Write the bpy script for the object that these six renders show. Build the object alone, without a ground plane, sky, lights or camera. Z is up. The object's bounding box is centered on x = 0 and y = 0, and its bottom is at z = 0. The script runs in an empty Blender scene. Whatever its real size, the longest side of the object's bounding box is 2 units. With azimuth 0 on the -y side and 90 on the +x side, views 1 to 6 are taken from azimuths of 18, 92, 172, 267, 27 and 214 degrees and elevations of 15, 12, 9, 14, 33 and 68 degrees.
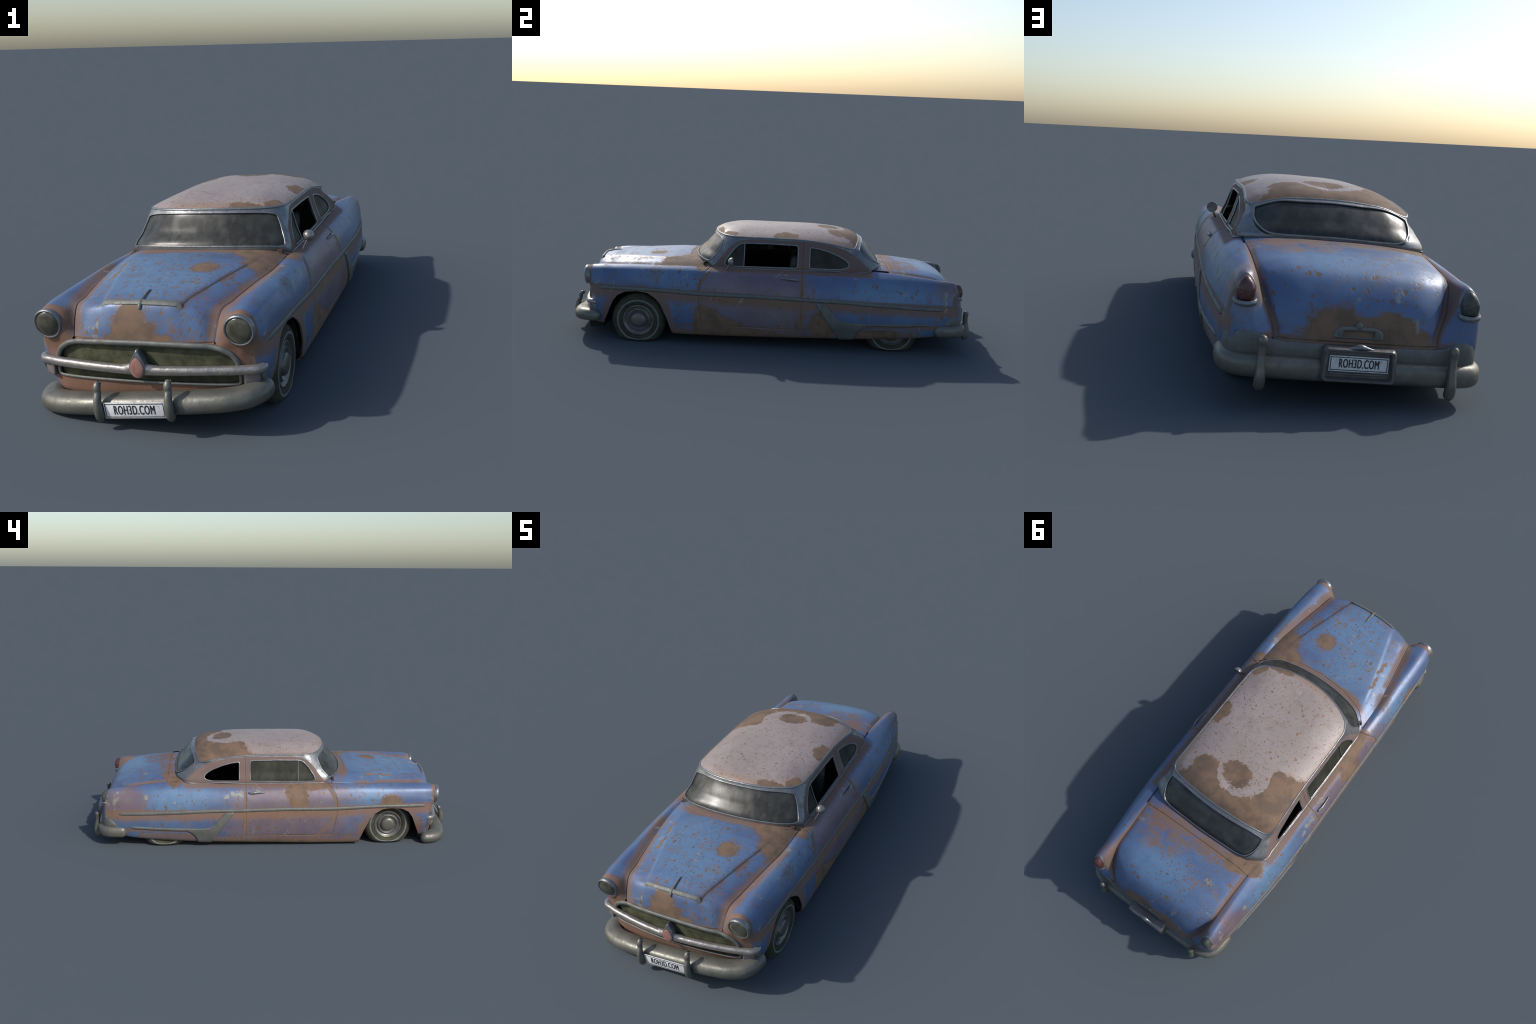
# A weathered, rusty two-door coupe of the early fifties, built part by part.
# All body work is laid out in the "car frame" (x right, y rear, z up, metres) and then
# leans three degrees to one side on its flat tyres; wheels stand upright in the world.
import bpy, math, random
import numpy as np
from mathutils import Matrix, Vector
from mathutils.bvhtree import BVHTree

random.seed(5)
RNG = np.random.default_rng(11)

# ----------------------------------------------------------------------------------
# placement
# ----------------------------------------------------------------------------------
def lean(deg, shift):
    a = math.radians(deg)
    c, s = math.cos(a), math.sin(a)
    return Matrix(((c, 0, -s, shift), (0, 1, 0, 0), (s, 0, c, 0), (0, 0, 0, 1)))

BODY = lean(3.0, 0.010)          # body and everything bolted to it
BUMPER = lean(7.5, 0.019)        # the front bumper hangs lower on one side
WORLD = Matrix.Identity(4)

root = bpy.data.objects.new("coupe_car", None)
bpy.context.scene.collection.objects.link(root)
root["label"] = "rusty faded blue vintage two-door coupe with flat tyres"
root["category"] = "car"

# ----------------------------------------------------------------------------------
# small numeric tools
# ----------------------------------------------------------------------------------
def hermite(knots, values, q):
    """smooth curve through values (n,k) at knots, sampled at q"""
    knots = np.asarray(knots, float); values = np.asarray(values, float); q = np.asarray(q, float)
    d = np.diff(values, axis=0) / np.diff(knots)[:, None]
    h = np.diff(knots)[:, None]
    m = np.zeros_like(values)
    m[1:-1] = (d[:-1] * h[1:] + d[1:] * h[:-1]) / (h[1:] + h[:-1])
    m[0] = 1.5 * d[0] - 0.5 * m[1]; m[-1] = 1.5 * d[-1] - 0.5 * m[-2]
    i = np.clip(np.searchsorted(knots, q, side='right') - 1, 0, len(knots) - 2)
    hh = (knots[i + 1] - knots[i]); t = ((q - knots[i]) / hh)[:, None]; hh = hh[:, None]
    return ((2*t**3 - 3*t**2 + 1) * values[i] + (t**3 - 2*t**2 + t) * hh * m[i]
            + (-2*t**3 + 3*t**2) * values[i + 1] + (t**3 - t**2) * hh * m[i + 1])

def curve(pts, n=60, closed=False):
    """smooth 3D/2D curve through control points, chord-length parameter"""
    p = np.asarray(pts, float)
    if closed:
        p = np.vstack([p[-3:], p, p[:3]])
    k = np.concatenate([[0], np.cumsum(np.linalg.norm(np.diff(p, axis=0), axis=1) + 1e-9)])
    if closed:
        q = np.linspace(k[3], k[-3], n, endpoint=False)
    else:
        q = np.linspace(0, k[-1], n)
    return hermite(k, p, q)

def line(xs, ys, x):
    return np.interp(x, xs, ys)

def sd_poly(p, poly):
    """signed distance of points (n,2) to a closed polygon, negative inside"""
    p = np.asarray(p, float); poly = np.asarray(poly, float)
    d = np.full(len(p), 1e9); inside = np.zeros(len(p), bool)
    for a, b in zip(poly, np.roll(poly, -1, axis=0)):
        e = b - a; w = p - a
        t = np.clip((w @ e) / max(e @ e, 1e-12), 0, 1)
        d = np.minimum(d, np.linalg.norm(w - t[:, None] * e, axis=1))
        c = (a[1] <= p[:, 1]) != (b[1] <= p[:, 1])
        with np.errstate(divide='ignore', invalid='ignore'):
            xi = a[0] + (p[:, 1] - a[1]) / (b[1] - a[1]) * (b[0] - a[0])
        inside ^= c & (p[:, 0] < xi)
    return np.where(inside, -d, d)

class Shell:
    """triangle mesh with extra per-vertex parameters that survive cutting"""
    def __init__(s, V, P, F):
        s.V, s.P, s.F = np.asarray(V, float), np.asarray(P, float), np.asarray(F, int)

    def cut(s, gfun, snap=2.5e-4):
        g = gfun(s).astype(float)
        g[np.abs(g) < snap] = 0
        sg = np.sign(g).astype(int); F = s.F
        sf = sg[F]
        mixed = (sf.max(1) > 0) & (sf.min(1) < 0)
        keep = F[~mixed]; M = F[mixed]
        if len(M) == 0:
            return
        ed = np.sort(np.concatenate([M[:, [0, 1]], M[:, [1, 2]], M[:, [2, 0]]]), axis=1)
        ed = ed[sg[ed[:, 0]] * sg[ed[:, 1]] < 0]
        ed = np.unique(ed, axis=0)
        t = (g[ed[:, 0]] / (g[ed[:, 0]] - g[ed[:, 1]]))[:, None]
        nV = s.V[ed[:, 0]] * (1 - t) + s.V[ed[:, 1]] * t
        nP = s.P[ed[:, 0]] * (1 - t) + s.P[ed[:, 1]] * t
        base = len(s.V)
        idx = {(a, b): base + i for i, (a, b) in enumerate(map(tuple, ed))}
        mid = lambda a, b: idx[(a, b) if a < b else (b, a)]
        out = []
        for tri in M:
            tri = list(tri); q = [sg[i] for i in tri]
            if 0 in q:
                while q[0] != 0:
                    tri = tri[1:] + tri[:1]; q = q[1:] + q[:1]
                m = mid(tri[1], tri[2])
                out += [(tri[0], tri[1], m), (tri[0], m, tri[2])]
            else:
                while q[1] != q[2]:
                    tri = tri[1:] + tri[:1]; q = q[1:] + q[:1]
                a, b, c = tri; ab = mid(a, b); ac = mid(a, c)
                out += [(a, ab, ac), (ab, b, c), (ab, c, ac)]
        s.V = np.vstack([s.V, nV]); s.P = np.vstack([s.P, nP])
        s.F = np.vstack([keep, np.array(out, int)])

    def centre(s, field):
        return field[s.F].mean(1)

    def drop(s, facemask):
        s.F = s.F[~facemask]

    def normals(s):
        v = s.V; f = s.F
        fn = np.cross(v[f[:, 1]] - v[f[:, 0]], v[f[:, 2]] - v[f[:, 0]])
        n = np.zeros_like(v)
        for k in range(3):
            np.add.at(n, f[:, k], fn)
        return n / np.maximum(np.linalg.norm(n, axis=1), 1e-12)[:, None]

    def border(s):
        """set of directed edges that have a face on one side only"""
        f = s.F; e = np.concatenate([f[:, [0, 1]], f[:, [1, 2]], f[:, [2, 0]]])
        key = np.sort(e, axis=1); u, inv, cnt = np.unique(key, axis=0, return_inverse=True, return_counts=True)
        return e[cnt[inv.ravel()] == 1]

# ----------------------------------------------------------------------------------
# object makers
# ----------------------------------------------------------------------------------
def link(ob, parent, frame):
    bpy.context.scene.collection.objects.link(ob)
    ob.parent = parent if parent is not None else root
    if ob.parent is root:
        ob.matrix_local = frame
    return ob

def obj(name, V, F, mat, frame=BODY, parent=None, smooth=40, loopn=None, matidx=None):
    me = bpy.data.meshes.new(name)
    me.from_pydata([tuple(v) for v in V], [], [tuple(int(i) for i in f) for f in F])
    mats = mat if isinstance(mat, (list, tuple)) else [mat]
    for m in mats:
        me.materials.append(m)
    if matidx is not None:
        me.polygons.foreach_set("material_index", np.asarray(matidx, np.int32))
    me.update()
    if smooth is not None:
        me.shade_smooth()
        if loopn is None:
            me.set_sharp_from_angle(angle=math.radians(smooth))
    if loopn is not None:
        me.normals_split_custom_set([tuple(n) for n in loopn])
    ob = bpy.data.objects.new(name, me)
    return link(ob, parent, frame)

def panel(name, sh, mask, N, border, mats, depth=0.006, frame=BODY, parent=None, lift=0.0):
    """one body panel: outer skin with the whole body's normals, inner skin, edge walls"""
    F = sh.F[mask]
    used = np.unique(F); remap = -np.ones(len(sh.V), int); remap[used] = np.arange(len(used))
    Vo = sh.V[used] + N[used] * lift; No = N[used]; n = len(used)
    f = remap[F]
    V = [Vo]; faces = [f]; ln = [No[f].reshape(-1, 3)]; mi = [np.zeros(len(f), int)]
    if depth:
        V.append(Vo - No * depth); fi = f[:, ::-1] + n
        faces.append(fi); ln.append(-No[f[:, ::-1]].reshape(-1, 3)); mi.append(np.ones(len(f), int))
        inset = np.zeros(len(sh.V), bool); inset[used] = True
        have = set(map(tuple, np.concatenate([F[:, [0, 1]], F[:, [1, 2]], F[:, [2, 0]]])))
        e = [tuple(x) for x in border if tuple(x) in have]
        if e:
            e = remap[np.array(e)]
            a, b = e[:, 0], e[:, 1]
            w = np.concatenate([np.stack([b, a, a + n], 1), np.stack([b, a + n, b + n], 1)])
            allV = np.vstack(V)
            wn = np.cross(allV[w[:, 1]] - allV[w[:, 0]], allV[w[:, 2]] - allV[w[:, 0]])
            wn /= np.maximum(np.linalg.norm(wn, axis=1), 1e-12)[:, None]
            faces.append(w); ln.append(np.repeat(wn, 3, axis=0)); mi.append(np.zeros(len(w), int))
    mats = list(mats) if isinstance(mats, (list, tuple)) else [mats, mats]
    return obj(name, np.vstack(V), np.vstack(faces), mats, frame, parent, smooth=180,
               loopn=np.vstack(ln), matidx=np.concatenate(mi))

def sweep(path, prof, up=None, scale=None, closed=False, cap=True):
    """carry a closed 2D profile (side, up) along a 3D path; returns V, F"""
    path = np.asarray(path, float); prof = np.asarray(prof, float)
    n, m = len(path), len(prof)
    if closed:
        tan = np.roll(path, -1, 0) - np.roll(path, 1, 0)
    else:
        tan = np.gradient(path, axis=0)
    tan /= np.linalg.norm(tan, axis=1)[:, None]
    up = np.broadcast_to(np.array([0, 0, 1.0]) if up is None else np.asarray(up, float), (n, 3))
    side = np.cross(tan, up); side /= np.maximum(np.linalg.norm(side, axis=1), 1e-9)[:, None]
    upv = np.cross(side, tan)
    sc = np.ones((n, 2)) if scale is None else np.asarray(scale, float)
    if sc.ndim == 1:
        sc = np.stack([sc, sc], 1)
    V = (path[:, None, :] + side[:, None, :] * (prof[None, :, 0, None] * sc[:, None, 0, None])
         + upv[:, None, :] * (prof[None, :, 1, None] * sc[:, None, 1, None])).reshape(-1, 3)
    F = []
    for i in range(n if closed else n - 1):
        for j in range(m):
            a, b = i * m + j, i * m + (j + 1) % m
            c, d = ((i + 1) % n) * m + (j + 1) % m, ((i + 1) % n) * m + j
            F.append((a, b, c, d))
    if cap and not closed:
        F.append(tuple(range(m - 1, -1, -1))); F.append(tuple((n - 1) * m + j for j in range(m)))
    return V, F

def ellipse(a, b, n=16, power=2.0):
    t = np.linspace(0, 2 * np.pi, n, endpoint=False)
    c, s = np.cos(t), np.sin(t)
    return np.stack([a * np.sign(c) * np.abs(c) ** (2 / power), b * np.sign(s) * np.abs(s) ** (2 / power)], 1)

def lathe(profile, n=64, caps=True):
    """profile (r, x) turned round the x axis"""
    V, F = [], []
    for r, x in profile:
        for k in range(n):
            a = 2 * math.pi * k / n
            V.append((x, r * math.cos(a), r * math.sin(a)))
    for i in range(len(profile) - 1):
        for k in range(n):
            a, b = i * n + k, i * n + (k + 1) % n
            F.append((a, b, b + n, a + n))
    if caps and profile[0][0] > 1e-6:
        F.append(tuple(range(n - 1, -1, -1)))
    if caps and profile[-1][0] > 1e-6:
        F.append(tuple((len(profile) - 1) * n + k for k in range(n)))
    return np.array(V), F

def join(*parts):
    V, F = [], []
    o = 0
    for v, f in parts:
        V.append(np.asarray(v)); F += [tuple(i + o for i in g) for g in f]; o += len(v)
    return np.vstack(V), F

def rbox(cx, cy, cz, hx, hy, hz, r=0.006, seg=3):
    """box with rounded edges (superellipsoid-like sphere grid)"""
    n = 8 * seg
    V, F = [], []
    lat = []
    for i in range(seg + 1):
        lat.append((-math.pi / 2 + math.pi / 2 * i / seg, -1))
    for i in range(seg + 1):
        lat.append((math.pi / 2 * i / seg, 1))
    lon = []
    for q in range(4):
        for i in range(seg + 1):
            lon.append((q * math.pi / 2 + math.pi / 2 * i / seg, q))
    sx = (1, -1, -1, 1); sy = (1, 1, -1, -1)
    for la, sz in lat:
        for lo, q in lon:
            V.append((cx + sx[q] * (hx - r) + r * math.cos(la) * math.cos(lo),
                      cy + sy[q] * (hy - r) + r * math.cos(la) * math.sin(lo),
                      cz + sz * (hz - r) + r * math.sin(la)))
    m = len(lon)
    for i in range(len(lat) - 1):
        for k in range(m):
            a, b = i * m + k, i * m + (k + 1) % m
            F.append((a, b, b + m, a + m))
    F.append(tuple(range(m - 1, -1, -1))); F.append(tuple((len(lat) - 1) * m + k for k in range(m)))
    return np.array(V), F

def mirrored(V, F):
    V = np.array(V, float); V[:, 0] *= -1
    return V, [tuple(reversed(f)) for f in F]

# ----------------------------------------------------------------------------------
# materials: everything is worked out in nodes from object coordinates (= the car frame)
# ----------------------------------------------------------------------------------
class Sock:
    """a node socket with arithmetic"""
    def __init__(s, g, sock): s.g, s.k = g, sock
    def _m(s, op, *o, clamp=False): return s.g.math(op, s, *o, clamp=clamp)
    def __add__(s, o): return s._m('ADD', o)
    __radd__ = __add__
    def __sub__(s, o): return s._m('SUBTRACT', o)
    def __rsub__(s, o): return s.g.math('SUBTRACT', o, s)
    def __mul__(s, o): return s._m('MULTIPLY', o)
    __rmul__ = __mul__
    def __truediv__(s, o): return s._m('DIVIDE', o)
    def abs(s): return s._m('ABSOLUTE')
    def max(s, o): return s._m('MAXIMUM', o)
    def min(s, o): return s._m('MINIMUM', o)
    def step(s, lo, hi):
        """0 below lo, 1 above hi, smooth between (works for lo > hi as well)"""
        n = s.g.node('ShaderNodeMapRange'); n.interpolation_type = 'SMOOTHSTEP'
        inv = lo > hi
        s.g.put(n.inputs['Value'], s)
        n.inputs['From Min'].default_value = min(lo, hi); n.inputs['From Max'].default_value = max(lo, hi)
        n.inputs['To Min'].default_value = 1.0 if inv else 0.0; n.inputs['To Max'].default_value = 0.0 if inv else 1.0
        return Sock(s.g, n.outputs['Result'])

class Graph:
    def __init__(g, name):
        g.mat = bpy.data.materials.new(name); g.mat.use_nodes = True
        g.t = g.mat.node_tree; g.t.nodes.clear()
        g.out = g.t.nodes.new('ShaderNodeOutputMaterial')
        g.bsdf = g.t.nodes.new('ShaderNodeBsdfPrincipled')
        g.t.links.new(g.bsdf.outputs[0], g.out.inputs['Surface'])
        tc = g.t.nodes.new('ShaderNodeTexCoord'); g.P = Sock(g, tc.outputs['Object'])
        sep = g.t.nodes.new('ShaderNodeSeparateXYZ'); g.t.links.new(g.P.k, sep.inputs[0])
        g.X, g.Y, g.Z = (Sock(g, sep.outputs[i]) for i in range(3))
        g.AX = g.X.abs()
    def node(g, kind): return g.t.nodes.new(kind)
    def put(g, inp, v):
        if isinstance(v, Sock): g.t.links.new(v.k, inp)
        elif isinstance(v, (tuple, list)):
            v = tuple(v); inp.default_value = v + (1.0,) if len(v) == 3 and len(inp.default_value) == 4 else v
        else: inp.default_value = v
    def math(g, op, *args, clamp=False):
        n = g.node('ShaderNodeMath'); n.operation = op; n.use_clamp = clamp
        for i, a in enumerate(args): g.put(n.inputs[i], a)
        return Sock(g, n.outputs[0])
    def vec(g, op, *args, scale=None):
        n = g.node('ShaderNodeVectorMath'); n.operation = op
        for i, a in enumerate(args): g.put(n.inputs[i], a)
        if scale is not None: g.put(n.inputs['Scale'], scale)
        return n
    def stretch(g, s, offset=(0, 0, 0), base=None):
        n = g.node('ShaderNodeMapping'); g.t.links.new((base or g.P).k, n.inputs['Vector'])
        n.inputs['Scale'].default_value = s; n.inputs['Location'].default_value = offset
        return Sock(g, n.outputs[0])
    def noise(g, scale, detail=3, rough=.55, vec=None, color=False, distort=0):
        n = g.node('ShaderNodeTexNoise'); g.t.links.new((vec or g.P).k, n.inputs['Vector'])
        n.inputs['Scale'].default_value = scale; n.inputs['Detail'].default_value = detail
        n.inputs['Roughness'].default_value = rough; n.inputs['Distortion'].default_value = distort
        return Sock(g, n.outputs['Color' if color else 'Fac'])
    def cells(g, scale, vec=None, rand=1.0, smooth=False):
        n = g.node('ShaderNodeTexVoronoi'); g.t.links.new((vec or g.P).k, n.inputs['Vector'])
        n.inputs['Scale'].default_value = scale; n.inputs['Randomness'].default_value = rand
        sp = g.node('ShaderNodeSeparateColor'); g.t.links.new(n.outputs['Color'], sp.inputs[0])
        return Sock(g, n.outputs['Distance']), Sock(g, sp.outputs[0]), Sock(g, sp.outputs[1])
    def mix(g, f, a, b):
        n = g.node('ShaderNodeMix'); n.data_type = 'RGBA'; n.clamp_factor = True
        g.put(n.inputs[0], f); g.put(n.inputs[6], a); g.put(n.inputs[7], b)
        return Sock(g, n.outputs[2])
    def warp(g, amount, scale, detail=4):
        """object coordinates shaken by noise"""
        c = g.noise(scale, detail, .62, color=True)
        d = g.vec('SUBTRACT', c, (.5, .5, .5)); m = g.vec('SCALE', Sock(g, d.outputs[0]), scale=amount)
        return Sock(g, g.vec('ADD', g.P, Sock(g, m.outputs[0])).outputs[0])
    def blob(g, c, r, vec=None):
        """1 at the centre, 0 on the ellipsoid, negative outside"""
        d = g.vec('SUBTRACT', vec or g.P, c)
        q = g.vec('DIVIDE', Sock(g, d.outputs[0]), r)
        l = g.vec('LENGTH', Sock(g, q.outputs[0]))
        return 1.0 - Sock(g, l.outputs['Value'])
    def blobs(g, lst, vec=None):
        o = None
        for c, r in lst:
            b = g.blob(c, r, vec); o = b if o is None else o.max(b)
        return o
    def bump(g, h, strength=.3, dist=.002):
        n = g.node('ShaderNodeBump'); n.inputs['Strength'].default_value = strength; n.inputs['Distance'].default_value = dist
        g.put(n.inputs['Height'], h); g.t.links.new(n.outputs[0], g.bsdf.inputs['Normal'])
    def done(g, color, rough=.5, metal=0., spec=.5, coat=0.):
        g.put(g.bsdf.inputs['Base Color'], color); g.put(g.bsdf.inputs['Roughness'], rough); g.put(g.bsdf.inputs['Metallic'], metal)
        g.put(g.bsdf.inputs['Specular IOR Level'], spec); g.put(g.bsdf.inputs['Coat Weight'], coat)
        return g.mat

RUST_A, RUST_B, RUST_C = (.172, .108, .068), (.115, .076, .051), (.215, .108, .060)
STAIN = (.158, .084, .053)

def rust_tone(g):
    n1 = g.noise(18, 4, .6); n2 = g.noise(55, 3, .6)
    c = g.mix(n1.step(.35, .62), RUST_B, RUST_A)
    return g.mix(n2.step(.50, .75) * n1.step(.40, .7), c, RUST_C)

def spots(g, scale, density, big, vec=None, seed=(0, 0, 0)):
    """scattered specks: each cell of a Voronoi may carry one, of its own size"""
    d, r1, r2 = g.cells(scale, g.stretch((1, 1, 1), seed, base=vec))
    size = (r2 * .75 + .25) * big
    return ((size - d).step(-.03, .05)) * ((density - r1).step(0, .02))

PAINT_METAL = 0.15
def dense_(g, W):
    return g.blobs([((.10, -.70, .38), (.22, .20, .15)), ((.02, -.60, .39), (.16, .16, .15)), ((-.14, -.80, .36), (.16, .10, .15)), ((-.15, .74, .38), (.16, .14, .1)),
                    ((-.10, .90, .26), (.26, .10, .12))], W).step(-.6, .5)
# --- blue body paint ---------------------------------------------------------------
def body_paint():
    g = Graph("weathered_blue_paint")
    X, Y, Z, AX = g.X, g.Y, g.Z, g.AX
    W = g.warp(.060, 13); Wf = g.warp(.030, 34, 5)
    side = AX.step(.315, .345) * Z.step(.352, .338)
    big = g.noise(4.5, 4, .6); mid_n = g.noise(14, 4, .6); fine = g.noise(90, 3, .6)
    # shades of blue
    c = g.mix(big.step(.35, .68), (.076, .116, .226), (.092, .160, .286))
    light = g.blobs([((-.10, -.56, .39), (.20, .22, .2)), ((.0, -.70, .38), (.24, .20, .2)), ((-.36, .55, .29), (.1, .28, .10)), ((.36, .55, .27), (.1, .30, .10)),
                     ((-.36, -.52, .30), (.1, .14, .07)), ((.34, -.55, .33), (.1, .22, .08)), ((.05, .80, .37), (.25, .12, .1))], W)
    c = g.mix(light.step(-.1, .8) * (mid_n * .5 + .45), c, (.126, .226, .355))
    c = g.mix(g.noise(26, 6, .68, g.stretch((1, 1, .8), (5, 5, 2))).step(.45, .75) * .38, c, (.070, .092, .150))
    # sun-bleached mauve where the blue has gone chalky
    mauve = g.blobs([((.36, -.05, .24), (.12, .36, .22)), ((.37, .03, .13), (.12, .30, .13)), ((-.36, -.08, .20), (.14, .46, .30)), ((-.36, .02, .15), (.14, .34, .22)), ((-.34, .80, .27), (.10, .15, .12)), ((.30, .86, .28), (.07, .12, .10)),
                     ((-.36, -.62, .10), (.1, .30, .10)), ((.0, -.36, .39), (.4, .05, .1)), 
                     ((0, .95, .15), (.5, .06, .05)), ((0, .57, .40), (.4, .05, .1))], W)
    grit = g.noise(64, 6, .74, g.stretch((1, 1, .6), (8, 3, 3)))
    c = g.mix((mauve + (mid_n - .5) * .7 + (grit - .5) * .8).step(-.05, .50) * .92, c, g.mix(big.step(.35, .7), (.140, .104, .130), (.180, .135, .150)))
    # brown bleeding out of the seams, under the mouldings and along the sill
    streak = g.noise(1, 3, .6, g.stretch((70, 70, 5)))
    zt = Z - (Y * -.018 + .2335)                    # height above the side moulding
    under = side * (zt.step(-.085, -.012)) * zt.step(.002, -.004) * (streak + .22).step(.38, .66)
    over = side * zt.step(.020, .006) * zt.step(-.004, 0) * .85
    sill = side * Z.step(.105, .045) * (streak * .6 + mid_n * .5).step(.30, .62)
    lowz = Z - .128
    under2 = side * Y.step(.36, .40) * lowz.step(-.035, -.006) * lowz.step(.001, -.004) * (streak + .2).step(.38, .68)
    belt = AX.step(.285, .30) * Z.step(.335, .352) * Y.step(-.34, -.26) * Y.step(.54, .47) * .9
    glazing = Z.step(.350, .362) * AX.step(.235, .245) * Y.step(-.30, -.25) * Y.step(.52, .48)
    gapr = side * ((Y - .166).abs().step(.016, .001)) * (streak * .4 + .75)
    fd = Y + .330 - (Z - .24).abs() * (Z - .24).abs() * 4.5
    gapf = side * fd.abs().step(.018, .002) * .9
    seamx = g.math('ADD', .2290, (Y + .88) * .170)   # hood edge
    hoodseam = ((AX - seamx).abs().step(.055, .004)) * Y.step(-.36, -.5) * Z.step(.24, .27) * (mid_n + .15).step(.35, .65)
    nose = Y.step(-.845, -.868) * AX.step(.235, .25) * (mid_n + .25).step(.35, .7)
    lowface = Y.step(-.84, -.87) * Z.step(.262, .248) * (mid_n + .45).step(.3, .6)
    lip = Y.step(-.855, -.885) * AX.step(.24, .22) * Z.step(.345, .30) * g.noise(34, 6, .7).step(.46, .62) * .85
    lamp = g.blobs([((.306, -.88, .29), (.075, .030, .075)), ((-.306, -.88, .29), (.075, .030, .075))]).step(0, .35)
    cowl = g.blobs([((0, -.375, .40), (.34, .045, .05))], W).step(-.1, .4)
    lidseam = ((AX - (.2725 - (Z.step(.335, .17) * .058))).abs().step(.022, .003)) * Y.step(.58, .62) * (mid_n + .2).step(.38, .62)
    lidlow = Y.step(.88, .91) * Z.step(.195, .178) * AX.step(.30, .27)
    deckf = ((Y - .590).abs().step(.022, .004)) * AX.step(.29, .27) * Z.step(.33, .36) * (mid_n + .1).step(.36, .62)
    deck = .9 * g.blobs([((.14, .65, .40), (.22, .15, .10)), ((-.02, .60, .40), (.27, .07, .08))], W).step(0, .6) * (g.noise(40, 6, .72) * .7 + mid_n * .4).step(.42, .64)
    arch = g.blobs([((.37, -.625, .10), (.1, .195, .180)), ((-.37, -.625, .10), (.1, .195, .180))]).step(0, .16) * side * .8
    tailrust = ((g.blobs([((.33, .905, .26), (.05, .018, .12)), ((-.33, .905, .26), (.05, .018, .12))], W)).step(0, .4)) * .9
    st = under.max(over).max(sill).max(under2).max(belt).max(glazing).max(gapr).max(gapf).max(hoodseam).max(nose).max(lowface).max(lamp).max(cowl)
    st = st.max(lip).max(lidseam).max(lidlow).max(deckf).max(deck).max(arch).max(tailrust)
    streaks = side * g.noise(1, 4, .6, g.stretch((46, 46, 3.2), (2, 9, 4))).step(.50, .76) * .55
    st = st.max(streaks)
    wob = (g.noise(30, 4, .6) - .5) * .016
    dark_gap = (side * ((Y - .166 + wob).abs().step(.0075, .0035))).max(side * (fd + wob).abs().step(.0075, .0035)).max(side * Y.step(.168, .160) * Y.step(-.46, -.45) * (Z - .083 + wob * .5).abs().step(.0060, .0025))
    dark_gap = dark_gap.max(side * (Z + wob * 1.3).step(.062, .044) * Y.step(.76, .70)) * (mid_n + .15).step(.35, .55)
    side_n = (mid_n - .5) * .5
    haze = (g.noise(8, 5, .65, g.stretch((1, 1, .55), (3, 1, 2)))).step(.50, .70) * .48
    cluster = dense_(g, W) * g.noise(22, 5, .66, g.stretch((1, 1, 1), (2, 7, 7))).step(.42, .72) * .66
    st = (st * (side_n + 1.0)).max(haze).max(cluster)
    skirt = side * Y.step(.425, .445) * Y.step(.765, .735) * Z.step(.112, .095) * .75
    st = st.max(skirt * (mid_n + .3).step(.4, .6))
    st = (st * 1.05 + (grit - .5) * 1.1 * st.step(0, .25)).step(.10, .92)
    tone = g.mix(big.step(.3, .7), STAIN, (.150, .100, .068))
    c = g.mix((st * .86).min(.9), c, g.mix(under.max(under2).max(streaks), tone, (.190, .104, .058)))
    c = g.mix(dark_gap * .85, c, RUST_A)
    c = g.mix(lowface.max(nose * .8) * (grit * .5 + .62), c, (.182, .092, .056))
    # pale primer chips
    chip = (g.noise(15, 5, .66, g.stretch((1, 1, .8), (7.3, 2.1, 5.5)))).step(.635, .67) * g.noise(60, 3).step(.36, .5)
    chip = chip.max(g.blobs([((-.37, .21, .320), (.1, .055, .020)), ((-.375, .27, .305), (.1, .022, .014)), ((-.36, .87, .27), (.1, .012, .06)), ((.36, .86, .265), (.1, .012, .05)), ((-.37, .70, .30), (.1, .018, .016)),
                             ((-.385, .55, .28), (.1, .016, .014)), ((-.16, .715, .40), (.040, .03, .05)), ((-.11, .905, .30), (.016, .05, .028)), ((-.15, .93, .225), (.020, .05, .03))], Wf).step(.15, .35) * (mid_n + .2).step(.4, .55))
    c = g.mix(chip * g.noise(55, 4, .7).step(.40, .58) * .8, c, (.270, .262, .205))
    # specks of rust; on the flanks each trails a short drip
    flat = (spots(g, 40, .40, .36, Wf) * mid_n.step(.42, .52)).max(spots(g, 62, .48, .36, Wf, (6, 4, 1))).max(spots(g, 100, .58, .38, Wf, (3, 5, 1))).max(spots(g, 170, .55, .40, Wf, (1, 8, 1)) * mid_n.step(.40, .55))
    dense = dense_(g, W)
    flatm = flat * (dense * .8 + mid_n * .75).step(.36, .66)
    drip_v = g.stretch((1, 1, .42), (1.7, .3, 4), base=Wf)
    drip = spots(g, 40, .42, .36, drip_v).max(spots(g, 74, .50, .38, drip_v, (2, 2, 7)))
    dripm = drip * (big * .55 + mid_n * .6).step(.42, .62)
    upness = Z.step(.345, .37).max(AX.step(.30, .26) * Y.step(.86, .80) * Z.step(.29, .31))
    speck = g.mix(upness, dripm, flatm)
    halo = speck
    c = g.mix(halo * .88, c, g.mix(fine.step(.4, .6), (.180, .100, .048), (.130, .076, .040)))
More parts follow.
